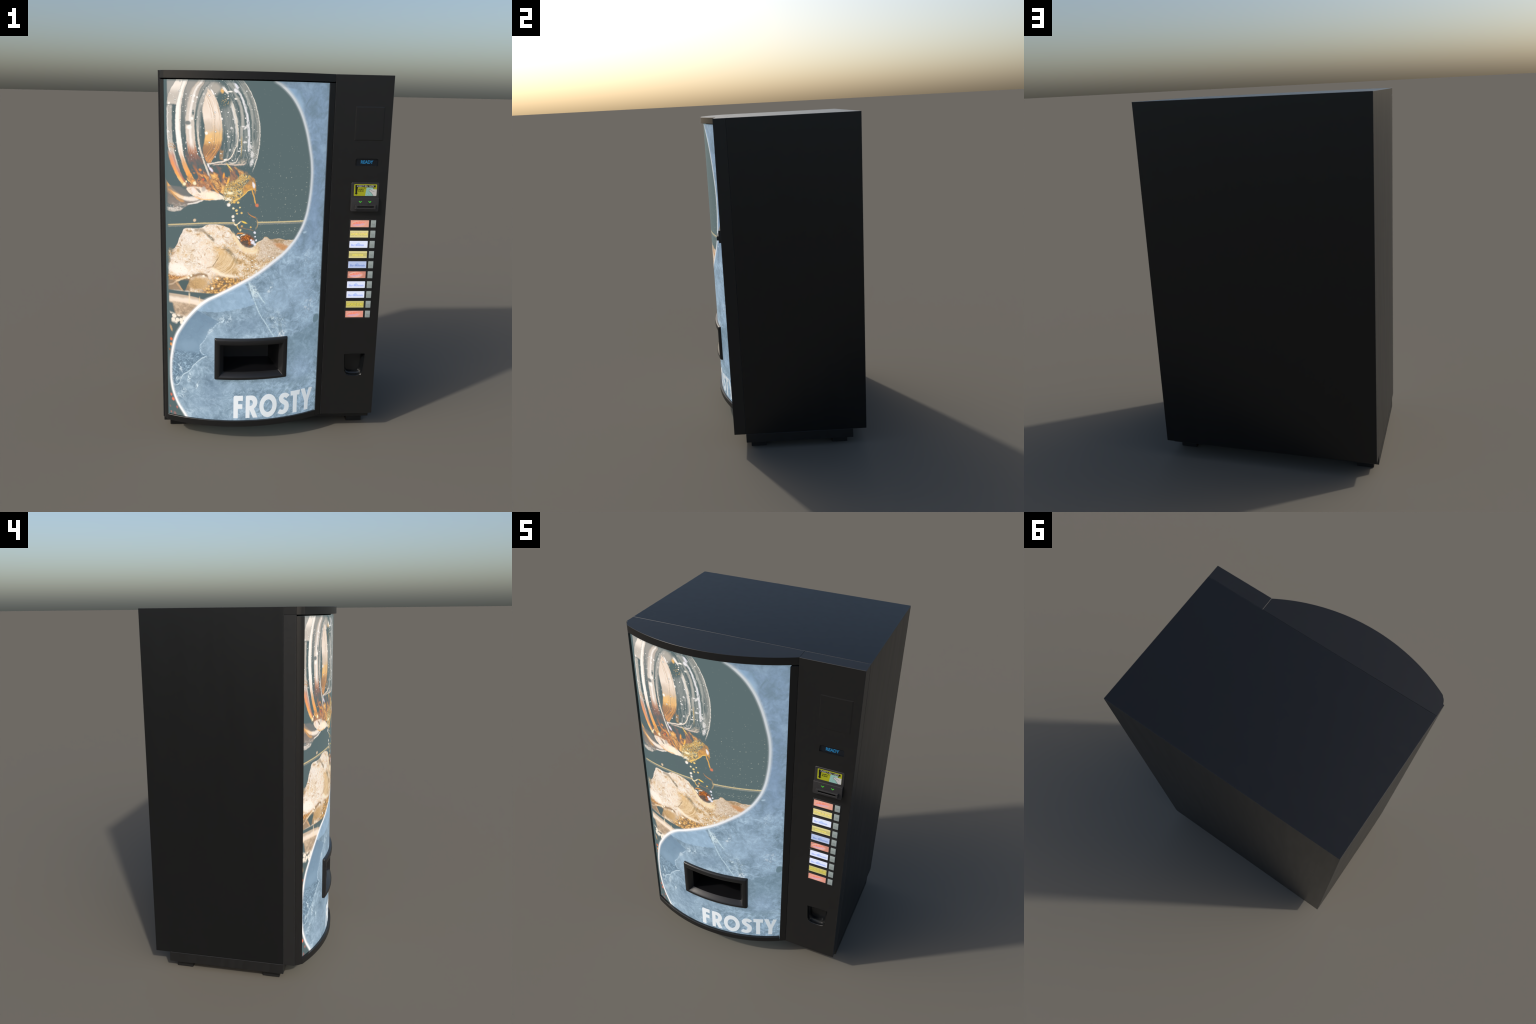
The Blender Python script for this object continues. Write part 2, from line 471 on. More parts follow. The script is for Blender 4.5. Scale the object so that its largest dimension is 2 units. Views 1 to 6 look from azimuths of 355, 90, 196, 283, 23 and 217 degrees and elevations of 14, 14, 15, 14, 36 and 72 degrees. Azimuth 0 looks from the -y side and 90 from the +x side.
    L.over(glass * step(dd, 0.21, 0.13) * step(nz['dustBc'], 0.74, 0.80), (120, 128, 126), 0.6)
    L.over(glass * step(dd, 0.14, 0.06) * step(nz['dustBc'], 0.74, 0.80), (252, 250, 246), 0.9)
    L.over(glass * step(nz['dustA'], 0.22, 0.10) * step(nz['dustAc'], 0.84, 0.90), (238, 236, 230), 0.7)
    L.over(glass * step(nz['streak2'], 0.40, 0.30) * step(u, -0.10, -0.06), (100, 114, 115), 0.6)
    L.over(glass * step(nz['streak2'], 0.62, 0.70) * step(u, -0.10, -0.04), (232, 232, 230), 0.55)
    # brown shade of the drink seen through the lower left wall
    L.over(step(u - at_z([(p_ + 0.004, q_) for p_, q_ in r1r[5:]]), 0.0, 0.012) * step(u - at_z(rim[5:]), -0.002, -0.012) * zwin(1.47, 1.60, 0.03) * step(nz['sw'], 0.34, 0.60), (138, 112, 104), 0.75)
    # surface of the drink inside
    L.over(hstroke([(-0.194, 1.548), (-0.150, 1.556), (-0.124, 1.561), (-0.091, 1.572), (-0.068, 1.595), (-0.058, 1.622)], 0.0035, 0.002), (240, 226, 212), 0.9)
    L.over(hstroke([(-0.165, 1.544), (-0.098, 1.550), (-0.047, 1.547), (-0.001, 1.558)], 0.0030, 0.002), (226, 206, 190), 0.85)
    L.over(hstroke([(-0.082, 1.558), (-0.060, 1.556), (-0.046, 1.568), (-0.036, 1.595)], 0.0035, 0.003), (226, 216, 204), 0.9)
    L.over(spot(-0.104, 1.572, 0.008, 0.005, 20, 0.4), (246, 240, 232))
    L.over(spot(-0.020, 1.560, 0.022, 0.012, 30, 0.6) * step(fine, 0.42, 0.55), (212, 196, 176), 0.8)

    # --- amber drink in the lower neck
    am_t = [(-0.300, 1.475), (-0.262, 1.520), (-0.229, 1.500), (-0.190, 1.530), (-0.150, 1.525), (-0.111, 1.530), (-0.072, 1.540), (-0.034, 1.520), (0.000, 1.510)]
    am_b = [(-0.300, 1.425), (-0.262, 1.425), (-0.229, 1.425), (-0.175, 1.400), (-0.120, 1.395), (-0.090, 1.420), (-0.050, 1.440), (-0.021, 1.470), (0.000, 1.490)]
    sw = nz['sw']
    L.over(hband(am_t, am_b, 0.010, 0.02) * step(sw, 0.38, 0.58), ramp(sw + (mid - .5) * .3, [(0.34, (98, 106, 106)), (0.44, (120, 104, 100)), (0.52, (172, 122, 90)), (0.61, (238, 176, 106))]), 0.9)
    L.over(band([(-0.181, 1.500), (-0.172, 1.470), (-0.150, 1.430), (-0.120, 1.400)], [(-0.160, 1.500), (-0.138, 1.470), (-0.105, 1.440), (-0.085, 1.400)], 0.008), ramp(sw + (fine - .5) * .6, [(0.35, (150, 108, 84)), (0.5, (226, 172, 108)), (0.65, (250, 206, 132))]), 0.9)
    L.over(stroke([(-0.150, 1.545), (-0.128, 1.510), (-0.117, 1.470), (-0.116, 1.440)], 0.007, 0.006), (136, 110, 104), 0.7)
    L.over(stroke([(-0.078, 1.535), (-0.064, 1.510), (-0.072, 1.470), (-0.082, 1.445)], 0.012, 0.008), (140, 112, 102), 0.8)
    L.over(stroke([(-0.096, 1.550), (-0.080, 1.533), (-0.068, 1.521)], 0.004, 0.003), (236, 206, 116))
    L.over(spot(-0.111, 1.492, 0.005, 0.014, -5, 0.5), (248, 170, 80))
    L.over(stroke([(-0.083, 1.483), (-0.089, 1.462), (-0.094, 1.435)], 0.0045, 0.003), (250, 190, 96))
    begin('orange_tails')
    sL = nz['sL']
    # orange tails of the rings
    t0 = [(-0.398, 1.600), (-0.381, 1.545), (-0.365, 1.510), (-0.345, 1.475), (-0.318, 1.440)]
    L.over(stroke(t0, 0.0105, 0.005, 0.02), ramp((z - 1.43) * 6 + (sL - .5) * .5, [(0.0, (255, 222, 150)), (0.35, (252, 176, 100)), (0.7, (240, 160, 112)), (1.0, (208, 172, 150))]))
    L.over(stroke([(p + 0.016, q) for p, q in t0], 0.006, 0.005, 0.02), (196, 120, 96), 0.75)
    L.over(stroke([(-0.300, 1.47), (-0.284, 1.452), (-0.262, 1.442)], 0.004, 0.003), (255, 200, 120))
    L.over(spot(-0.232, 1.517, 0.008, 0.006, -30, 0.5), (226, 150, 90))
    L.over(spot(-0.216, 1.470, 0.006, 0.006, 0, 0.5), (222, 110, 80))
    L.over(hband([(-0.305, 1.448), (-0.250, 1.452), (-0.215, 1.458), (-0.170, 1.440)], [(-0.305, 1.425), (-0.250, 1.418), (-0.215, 1.418), (-0.170, 1.400)], 0.010, 0.012) * step(mid, 0.30, 0.50), ramp(mid * .6 + fine * .4, [(0.38, (120, 108, 102)), (0.50, (170, 124, 98)), (0.62, (226, 176, 130))]), 0.85)
    L.over(stroke([(-0.268, 1.540), (-0.245, 1.500), (-0.222, 1.465), (-0.195, 1.430)], 0.006, 0.005), (186, 124, 84), 0.6)
    L.over(stroke([(-0.205, 1.500), (-0.190, 1.470), (-0.165, 1.430)], 0.005, 0.005), (206, 142, 88), 0.7)
    begin('bottle_lip')
    # pale lip underneath and the foot of the bottle
    L.over(hband([(-0.427, 1.470), (-0.397, 1.430), (-0.362, 1.404), (-0.325, 1.388), (-0.283, 1.380), (-0.240, 1.380), (-0.215, 1.369)],
                 [(-0.427, 1.300), (-0.381, 1.294), (-0.346, 1.301), (-0.311, 1.326), (-0.278, 1.344), (-0.245, 1.351), (-0.215, 1.364)], 0.003), ramp(z * 5.5 - 7.1 + (mid - 0.5) * 0.5, [(0.05, (206, 200, 190)), (0.25, (150, 138, 128)), (0.5, (132, 124, 118)), (0.7, (214, 170, 124))]), 0.9)
    L.over(hband([(-0.420, 1.335), (-0.380, 1.325), (-0.345, 1.322), (-0.318, 1.325)], [(-0.420, 1.306), (-0.381, 1.300), (-0.346, 1.306), (-0.318, 1.320)], 0.005) * step(fine, 0.44, 0.56), (228, 220, 212), 0.95)
    L.over(hband([(-0.420, 1.340), (-0.380, 1.330), (-0.345, 1.326), (-0.318, 1.328)], [(-0.420, 1.320), (-0.381, 1.314), (-0.346, 1.314), (-0.318, 1.320)], 0.004) * step(mid, 0.58, 0.50), (96, 110, 112), 0.85)
    L.over(hstroke([(-0.425, 1.452), (-0.400, 1.418), (-0.370, 1.392), (-0.335, 1.374), (-0.290, 1.366), (-0.240, 1.372)], 0.011, 0.006), ramp((u + 0.43) * 5.5 + (mid - .5) * .4, [(0.0, (250, 176, 84)), (0.35, (252, 206, 150)), (0.65, (248, 236, 222)), (1.0, (240, 230, 220))]))
    L.over(hstroke([(-0.420, 1.430), (-0.390, 1.395), (-0.350, 1.360), (-0.320, 1.350)], 0.006, 0.005), (214, 162, 104), 0.8)
    L.over(hstroke([(-0.300, 1.338), (-0.262, 1.346), (-0.215, 1.366)], 0.004, 0.003), (232, 226, 218))
    L.over(hband([(-0.410, 1.425), (-0.370, 1.428), (-0.320, 1.418), (-0.285, 1.398)], [(-0.410, 1.415), (-0.370, 1.395), (-0.320, 1.380), (-0.285, 1.376)], 0.006), (128, 128, 126), 0.8)
    L.over(hband([(-0.305, 1.420), (-0.285, 1.430), (-0.250, 1.430), (-0.200, 1.420), (-0.150, 1.405), (-0.108, 1.385)],
                 [(-0.305, 1.412), (-0.278, 1.388), (-0.250, 1.375), (-0.215, 1.364), (-0.149, 1.367), (-0.108, 1.374)], 0.004), ramp(mid * 0.9 + (u + 0.3) * 0.6, [(0.30, (224, 170, 120)), (0.45, (240, 222, 204)), (0.62, (255, 244, 224)), (0.80, (250, 236, 214))]))
    L.over(spot(-0.175, 1.390, 0.030, 0.016, 0, 0.6), (255, 246, 220))
    L.over(spot(-0.240, 1.412, 0.016, 0.006, -40, 0.4), (150, 140, 130), 0.9)
    L.over(spot(-0.214, 1.420, 0.014, 0.010, 60, 0.5), (196, 186, 176), 0.9)
    L.over(spot(-0.267, 1.410, 0.012, 0.018, 20, 0.5), (246, 236, 228), 0.9)
    L.over(hstroke([(-0.262, 1.384), (-0.215, 1.367), (-0.160, 1.370)], 0.003, 0.002), (250, 200, 130), 0.8)
    for cu, cz, rr in ((-0.261, 1.447, .009), (-0.316, 1.442, .008), (-0.306, 1.455, .005)):
        L.over(spot(cu, cz, rr, rr, 0, 0.5), (255, 240, 200))
    L.over(spot(-0.176, 1.521, 0.014, 0.006, -45, 0.4), (236, 228, 246))
    L.over(spot(-0.190, 1.540, 0.005, 0.010, 15, 0.5), (240, 236, 240))
    begin('spill')
    # spill: froth and tongue
    fd = nz['fd']
    froth = hband([(-0.112, 1.400), (-0.097, 1.446), (-0.046, 1.475), (-0.008, 1.505), (0.031, 1.488)], [(-0.112, 1.370), (-0.084, 1.366), (-0.058, 1.362), (-0.029, 1.375), (0.031, 1.478)], 0.005)
    L.over(froth, (104, 112, 108), 0.8)
    lace = step((nz['swirl'] - 0.5).abs(), 0.050, 0.012).max(step(fd + (fine - .5) * 1.2, 0.16, 0.04) * 0.7)
    L.over(froth * lace * step(mid, 0.34, 0.46), ramp(mid * .6 + fine * .4, [(0.36, (182, 140, 84)), (0.48, (224, 184, 104)), (0.60, (250, 232, 176))]))
    L.over(froth * step(nz['swirl'], 0.50, 0.60), (206, 166, 98), 0.8)
    L.over(froth * step(fine, 0.60, 0.68), (255, 240, 190), 0.9)
    L.over(spot(-0.085, 1.395, 0.034, 0.026, 30, 0.6) * step(fine, 0.54, 0.62), (255, 246, 214))
    L.over(spot(-0.078, 1.404, 0.012, 0.007, 0, 0.5), (255, 244, 206))
    L.over(spot(-0.092, 1.372, 0.024, 0.008, -10, 0.6) * step(fine, 0.42, 0.54), (255, 248, 226))
    L.over(spot(-0.060, 1.360, 0.030, 0.006, 20, 0.6) * step(fine, 0.46, 0.56), (240, 206, 130))
    tongue = hband([(-0.012, 1.432), (0.012, 1.462), (0.031, 1.486), (0.052, 1.440)], [(-0.012, 1.395), (0.017, 1.419), (0.032, 1.424), (0.052, 1.400)], 0.004, 0.004)
    L.over(tongue, ramp(mid + (z - 1.44) * 4, [(0.3, (222, 172, 96)), (0.5, (204, 152, 92)), (0.7, (146, 124, 100))]))
    L.over(hstroke([(-0.058, 1.366), (-0.029, 1.379), (-0.006, 1.398), (0.017, 1.419), (0.032, 1.424)], 0.0028, 0.002), (240, 198, 110))
    L.over(stroke([(0.030, 1.430), (0.037, 1.408), (0.046, 1.380), (0.052, 1.350)], 0.0032, 0.002, 0.006), (228, 172, 92))
    L.over(stroke([(0.030, 1.484), (0.045, 1.458), (0.051, 1.430), (0.048, 1.405)], 0.0030, 0.002), (196, 146, 88), 0.9)
    L.over(spot(0.041, 1.446, 0.0065, 0.015, 15, 0.35), (238, 234, 236))
    L.over(spot(0.012, 1.468, 0.008, 0.005, 30, 0.4), (100, 114, 114), 0.8)

    # --- horizon
    hz = at_u([(-0.42, 1.220), (-0.412, 1.221), (-0.284, 1.236), (-0.175, 1.246), (-0.059, 1.2505), (0.069, 1.2535), (0.34, 1.2515)])
    hm = uwin(-0.414, 0.40, 0.004) * (1 - uwin(-0.052, 0.062, 0.004))
    L.over(step((z0 - hz + (fine - .5) * .004).abs(), 0.0050, 0.0024) * hm, (204, 188, 146))
    L.over(step((z0 - hz + 0.0085 + (fine - .5) * .008).abs(), 0.0048, 0.0010) * hm, (160, 160, 150), 0.6)
    L.over(hstroke([(0.07, 1.196), (0.16, 1.199), (0.30, 1.204)], 0.012, 0.010) * step(fine, 0.56, 0.68), (176, 184, 176), 0.8)

    begin('warm_ice')
    # --- rock of ice in warm light
    TOP = [(-0.420, 1.060), (-0.415, 1.079), (-0.384, 1.091), (-0.369, 1.107), (-0.333, 1.184), (-0.304, 1.213), (-0.256, 1.213), (-0.223, 1.220), (-0.188, 1.237), (-0.135, 1.238), (-0.096, 1.229), (-0.064, 1.201), (-0.042, 1.177), (-0.026, 1.153), (-0.002, 1.128),
               (0.025, 1.120), (0.051, 1.131), (0.064, 1.147), (0.091, 1.160), (0.109, 1.176), (0.139, 1.161), (0.180, 1.165), (0.223, 1.155), (0.270, 1.154), (0.33, 1.15)]
    top = at_u(TOP)
    ice = step(z - top, 0.003, -0.003) * step(z, 0.85, 0.87) * step(u0, -0.417, -0.413)
    rough_ice = nz['rough_ice']
    tone = (mid - .5) * 0.85 + (fine - .5) * 0.24 + (rough_ice - .5) * 0.30 + (broad - .5) * 0.60 + 0.63 - step(u, -0.20, 0.02) * 0.10 - step(z, 1.02, 0.92) * 0.14 + step(u, -0.14, -0.28) * 0.06
    L.over(ice, ramp(tone, [(0.22, (112, 106, 90)), (0.34, (174, 140, 98)), (0.45, (214, 182, 136)), (0.55, (234, 212, 182)), (0.66, (246, 234, 218)), (0.80, (255, 250, 242))]))
    # dark wedge beside the rock on the left
    L.over(ice * step(u - at_z([(-0.366, 1.110), (-0.390, 1.049), (-0.410, 1.002), (-0.416, 0.973)]), 0.003, -0.003) * step(z, 0.985, 1.005), (93, 110, 111))
    L.over(spot(-0.400, 1.066, 0.018, 0.026, 0, 0.6) * step(fine, 0.42, 0.55), (206, 176, 130), 0.9)
    L.over(ice * stroke([(-0.304, 1.205), (-0.340, 1.160), (-0.372, 1.095), (-0.392, 1.040), (-0.405, 1.000)], 0.010, 0.008) * step(z, 1.0, 1.04), (240, 222, 204), 0.8)
    L.over(ice * spot(-0.325, 1.150, 0.050, 0.050, 30, 0.7), (244, 236, 228), 0.55)
    L.over(ice * hstroke([(-0.262, 1.203), (-0.225, 1.206), (-0.200, 1.190), (-0.180, 1.172), (-0.158, 1.156)], 0.009, 0.008), (150, 130, 104), 0.75)
    L.over(spot(-0.176, 1.170, 0.020, 0.006, -45, 0.5), (122, 120, 108), 0.8)
    L.over(ice * spot(-0.145, 1.210, 0.060, 0.018, -25, 0.8), (248, 232, 214), 0.45)
    L.over(stroke([(-0.330, 1.130), (-0.285, 1.085), (-0.268, 1.050), (-0.275, 1.010)], 0.012, 0.010) * step(fine, 0.46, 0.58), (206, 176, 128), 0.7)
    L.over(spot(-0.200, 1.055, 0.045, 0.080, 15, 0.7), (253, 240, 224), 0.65)
    L.over(spot(-0.280, 1.110, 0.030, 0.020, -30, 0.7), (236, 218, 194), 0.5)
    crack = step((rough_ice - 0.5).abs(), 0.035, 0.005) * step(mid, 0.42, 0.60)
    L.over(ice * crack * step(z, 0.95, 1.0), (176, 142, 96), 0.5)
    L.over(ice * step(nz['smoke'], 0.46, 0.34) * step(z, 0.95, 1.0), (184, 146, 98), 0.75)
    crack2 = step((nz['swirl'] - 0.5).abs(), 0.022, 0.004) * step(broad, 0.40, 0.52)
    L.over(ice * crack2, (190, 150, 96), 0.5)
    L.over(ice * step(nz['smoke'], 0.56, 0.66) * step(z, 1.23, 1.17), (255, 248, 238), 0.6)
    L.over(ice * step(fine, 0.62, 0.72) * step(z, 1.21, 1.15), (255, 252, 246), 0.75)
    L.over(ice * step(fine, 0.36, 0.27) * step(mid, 0.56, 0.46), (150, 124, 88), 0.75)
    L.over(spot(-0.130, 1.095, 0.040, 0.022, -40, 0.7) * step(mid, 0.34, 0.55), (226, 186, 122), 0.8)
    L.over(stroke([(-0.100, 1.122), (-0.080, 1.098), (-0.058, 1.070), (-0.043, 1.035)], 0.013, 0.010) * step(rough_ice, 0.36, 0.50), (124, 112, 88), 0.85)
    begin('warm_ice_detail')
    rough_ice = nz['rough_ice']
    top = at_u(TOP)
    ice = step(z - top, 0.003, -0.003) * step(z, 0.85, 0.87) * step(u0, -0.417, -0.413)
    bowl = nz['bowl']
    dish = spot(-0.100, 1.025, 0.058, 0.062, -30, 0.4)
    L.over(dish, ramp(bowl, [(0.35, (196, 160, 112)), (0.5, (226, 196, 150)), (0.65, (240, 216, 178))]), 0.85)
    L.over(stroke([(-0.137, 1.062), (-0.150, 1.040), (-0.168, 1.012)], 0.0022, 0.002), (150, 124, 90), 0.9)
    L.over(hstroke([(-0.170, 1.005), (-0.140, 0.985), (-0.105, 0.968), (-0.050, 0.962)], 0.010, 0.009), (254, 240, 216), 0.9)
    L.over(hstroke([(-0.060, 1.190), (-0.035, 1.150), (-0.005, 1.112), (0.030, 1.100), (0.070, 1.106)], 0.014, 0.012), (248, 224, 182), 0.8)
    right_hump = step(u, 0.060, 0.090) * step(z - top, 0.0, -0.004) * step(z, 1.03, 1.08)
    L.over(right_hump, ramp(rough_ice * .6 + fine * .4, [(0.34, (150, 126, 98)), (0.46, (206, 184, 158)), (0.58, (226, 210, 194))]), 0.8)
    L.over(spot(0.205, 1.118, 0.050, 0.016, -25, 0.5), (198, 134, 74), 0.75)
    L.over(spot(0.190, 1.150, 0.060, 0.010, -8, 0.5) * step(mid, 0.40, 0.55), (160, 128, 88), 0.8)
    bub, bc = nz['bub'], nz['bc']
    bz = step(z, 1.10, 1.06) * step(u, -0.03, 0.0) * step(z, 0.93, 0.97) * ice
    bd = bub + (fine - .5) * .35
    L.over(bz * step(bd, 0.46, 0.34) * step(bd, 0.20, 0.30) * step(bc, 0.60, 0.7), (140, 110, 74), 0.40)
    L.over(bz * step(bd, 0.24, 0.10) * step(bc, 0.78, 0.82), (252, 248, 240), 0.85)
    L.over(bz * step(fine, 0.57, 0.66), (250, 240, 222), 0.8)
    L.over(bz * step(nz['swirl'], 0.44, 0.34), (150, 118, 76), 0.7)
    # splash crown of drink on the ice
    L.over(spot(0.012, 1.160, 0.036, 0.030, -35, 0.35), ramp(rough_ice, [(0.34, (84, 84, 82)), (0.46, (118, 76, 50)), (0.56, (176, 100, 46)), (0.66, (226, 150, 76))]))
    L.over(spot(0.004, 1.146, 0.018, 0.016, 0, 0.5), (84, 88, 86), 0.7)
    L.over(hstroke([(-0.040, 1.188), (-0.026, 1.197), (-0.010, 1.196)], 0.0035, 0.002), (226, 156, 82))
    L.over(hstroke([(-0.022, 1.180), (-0.010, 1.188), (0.000, 1.190)], 0.0028, 0.002), (252, 240, 214))
    L.over(spot(-0.034, 1.175, 0.012, 0.0045, -45, 0.4), (252, 240, 226))
    for cu, cz, rr in ((0.042, 1.148, .009), (0.053, 1.137, .007), (0.051, 1.200, .0065), (0.054, 1.178, .004), (0.060, 1.160, .0045), (0.034, 1.160, .005)):
        L.over(spot(cu, cz, rr, rr, 0, 0.5), (236, 236, 246))
    begin('falling_stream')
    # falling stream
    L.over(hstroke([(-0.060, 1.260), (-0.047, 1.240), (-0.035, 1.248), (-0.022, 1.258)], 0.0035, 0.003), (250, 234, 200))
    L.over(spot(-0.004, 1.254, 0.015, 0.0045, -25, 0.4), (240, 204, 100))
    L.over(stroke([(0.061, 1.269), (0.065, 1.245), (0.056, 1.221)], 0.0025, 0.002), (186, 158, 116), 0.9)
    L.over(stroke([(-0.040, 1.240), (-0.038, 1.228), (-0.024, 1.210)], 0.003, 0.002), (226, 190, 110), 0.9)
    L.over(hstroke([(0.016, 1.305), (0.020, 1.297), (0.034, 1.287), (0.056, 1.276)], 0.0028, 0.002), (206, 142, 82), 0.9)
    L.over(hstroke([(-0.032, 1.224), (0.000, 1.222), (0.045, 1.210)], 0.002, 0.002), (150, 122, 94), 0.8)
    for cu, cz, rr, col in ((-0.084, 1.344, .0085, (255, 248, 240)), (-0.262, 1.256, .0075, (222, 198, 168)), (0.060, 1.342, .0085, (222, 128, 92)), (-0.060, 1.326, .0055, (246, 232, 190)), (-0.044, 1.315, .006, (236, 208, 140)),
                            (-0.018, 1.303, .0055, (232, 198, 126)), (-0.041, 1.298, .0045, (236, 208, 140)), (-0.026, 1.331, .0045, (240, 220, 160)), (-0.062, 1.284, .0065, (248, 240, 226)), (-0.059, 1.264, .0065, (246, 240, 232)),
                            (-0.037, 1.356, .006, (240, 208, 130)), (-0.056, 1.357, .006, (232, 190, 110)), (-0.023, 1.213, .005, (240, 220, 170)), (0.030, 1.228, .004, (230, 190, 110)), (-0.016, 1.233, .005, (214, 170, 110))):
        L.over(spot(cu, cz, rr, rr, 0, 0.45), col)
    begin('low_left_ice')
    # low left of the rock: white patch, amber, cut ice, gold gravel
    L.over(spot(-0.352, 0.988, 0.060, 0.027, -8, 0.4) * step(fine, 0.30, 0.44), (255, 248, 236))
    L.over(hband([(-0.417, 0.955), (-0.370, 0.948), (-0.310, 0.960)], [(-0.417, 0.918), (-0.370, 0.925), (-0.310, 0.940)], 0.008), ramp(fine, [(0.38, (128, 92, 62)), (0.5, (188, 124, 62)), (0.62, (240, 196, 116))]), 0.9)
    L.over(hband([(-0.417, 0.922), (-0.370, 0.926), (-0.320, 0.940), (-0.290, 0.945)], [(-0.417, 0.860), (-0.370, 0.868), (-0.320, 0.870), (-0.290, 0.870)], 0.006), (150, 126, 100), 0.9)
    grav = hband([(-0.240, 0.965), (-0.200, 0.985), (-0.120, 0.965), (0.060, 0.950)], [(-0.240, 0.865), (-0.150, 0.860), (-0.060, 0.870), (0.060, 0.90)], 0.010)
    gv = nz['gv']
    L.over(grav * step(u - z, -1.16, -1.06), ramp(gv * 0.35 + fine * 0.5 + (mid - .5) * .7 + .10, [(0.30, (250, 222, 162)), (0.40, (228, 180, 108)), (0.52, (172, 128, 76)), (0.66, (106, 96, 80))]), 0.9)
    L.over(spot(-0.245, 0.917, 0.055, 0.034, 12, 0.4), ramp(broad * .6 + fine * .4, [(0.38, (176, 144, 104)), (0.55, (208, 174, 126))]))
    L.over(hstroke([(-0.300, 0.945), (-0.262, 0.960), (-0.222, 0.968), (-0.190, 0.950)], 0.008, 0.007), (150, 118, 82), 0.85)
    L.over(band([(-0.356, 0.912), (-0.345, 0.895), (-0.330, 0.868)], [(-0.292, 0.932), (-0.302, 0.905), (-0.318, 0.868)], 0.004, 0.01), (88, 104, 104))
    L.over(hstroke([(-0.374, 0.915), (-0.350, 0.928), (-0.320, 0.940), (-0.292, 0.952)], 0.0055, 0.004), (240, 214, 176), 0.95)
    L.over(stroke([(-0.372, 0.912), (-0.352, 0.893), (-0.330, 0.866)], 0.006, 0.004), (206, 170, 132), 0.9)
    L.over(hstroke([(-0.418, 0.892), (-0.395, 0.900), (-0.372, 0.914)], 0.005, 0.004), (206, 182, 156), 0.9)
    for cu, cz in ((-0.282, 0.957), (-0.297, 0.945), (-0.214, 0.960), (-0.168, 0.895), (-0.140, 0.950)):
        L.over(spot(cu, cz, .006, .006, 0, 0.5), (255, 246, 226))
    L.over(step(z0, 0.872, 0.862) * step(u0, -0.417, -0.413) * step(z0, 0.84, 0.85), (92, 108, 109))
    begin('table_edge')
    # blurred table edge below
    lb = at_u([(-0.412, 0.848), (-0.297, 0.845), (-0.206, 0.829), (-0.12, 0.815)])
    low = step(u0, -0.417, -0.410)
    L.over(low * step(z0 - lb, 0.003, -0.005) * step(z0 - lb, -0.060, -0.042), ramp((z0 - lb) * 14 + 0.9 + (broad - .5) * .5, [(0.0, (200, 174, 146)), (0.35, (250, 230, 208)), (0.62, (246, 232, 216)), (0.8, (206, 186, 164))]))
    L.over(low * step(z0 - lb, -0.035, -0.055) * step(z0, 0.705, 0.735) * step(u0 - fcurve(z0, [(0.72, -0.372), (0.76, -0.385), (0.80, -0.395), (0.82, -0.42)]), -0.006, 0.010), ramp(mid * .7 + broad * .4, [(0.38, (150, 134, 116)), (0.52, (188, 164, 138)), (0.64, (214, 190, 162))]), 0.95)
    L.over(stroke([(-0.293, 0.86), (-0.293, 0.80)], 0.004, 0.004), (255, 232, 196), 0.7)
    L.over(stroke([(-0.236, 0.84), (-0.236, 0.79)], 0.003, 0.003), (255, 226, 180), 0.6)
    blur = nz['blur']
    wh = hband([(-0.413, 0.742), (-0.365, 0.732), (-0.300, 0.726)], [(-0.413, 0.690), (-0.365, 0.680), (-0.300, 0.668)], 0.010)
    L.over(wh * step(blur, 0.62, 0.35), (250, 240, 224))
    L.over(spot(-0.403, 0.650, 0.006, 0.018, 20, 0.6), (220, 178, 130), 0.8)
    for cu, cz, rr, col in ((-0.403, 0.584, .009, (248, 120, 70)), (-0.403, 0.553, .009, (244, 160, 80)), (-0.414, 0.522, .006, (220, 120, 80)), (-0.408, 0.470, .006, (206, 120, 90)), (-0.408, 0.400, .005, (206, 130, 100)), (-0.407, 0.252, .009, (226, 118, 96)),
                            (-0.395, 0.225, .010, (250, 130, 100)), (-0.417, 0.179, .008, (170, 118, 112)), (-0.371, 0.179, .008, (190, 118, 106)), (-0.409, 0.145, .007, (182, 124, 114)), (-0.385, 0.140, .010, (150, 116, 112))):
        L.over(spot(cu, cz, rr * .75, rr, 15, 0.5), col, 0.95)

    begin('blue_ice')
    # --- blue ice on the other side of the S line
    S = [(0.138, 1.960), (0.201, 1.918), (0.264, 1.844), (0.307, 1.756), (0.343, 1.630), (0.359, 1.541), (0.361, 1.452), (0.351, 1.348), (0.335, 1.272), (0.299, 1.190), (0.239, 1.111), (0.142, 1.030), (0.061, 0.972),
         (-0.003, 0.934), (-0.132, 0.861), (-0.201, 0.822), (-0.281, 0.745), (-0.337, 0.667), (-0.375, 0.596), (-0.397, 0.508), (-0.407, 0.420), (-0.402, 0.323), (-0.376, 0.234), (-0.316, 0.136), (-0.300, 0.110)]

    def s_dist():
        """signed distance to the S line"""
        sc0 = fcurve(z0, [(q, p_) for p_, q in S])
        sc1 = fcurve(z0 + 0.012, [(q, p_) for p_, q in S])
        slope = (sc1 - sc0) * (1 / 0.012)
        return (u0 - sc0) / Sock.math('SQRT', slope * slope + 1.0)

    sd = s_dist()
    bl = step(sd, -0.002, 0.002)
    smoke = nz['smoke']
    swirl = nz['swirl']
    rip = nz['rip']
    tone = (broad - .5) * 0.62 + (smoke - .5) * 0.62 + (mid - .5) * 0.24 + (swirl - .5) * 0.11 + (fine - .5) * 0.08 + (rip - .5) * 0.12 + 0.51
    L.over(bl, ramp(tone, [(0.26, (104, 126, 140)), (0.40, (123, 146, 164)), (0.50, (137, 161, 180)), (0.60, (153, 178, 197)), (0.75, (188, 210, 225))]))
    L.over(bl * step(z0, 0.95, 1.25), ramp(broad * .6 + smoke * .4, [(0.38, (120, 142, 160)), (0.50, (131, 154, 178)), (0.62, (143, 167, 190))]), 0.75)
    vein = step((smoke - 0.52).abs(), 0.030, 0.004) * step(mid, 0.46, 0.62)
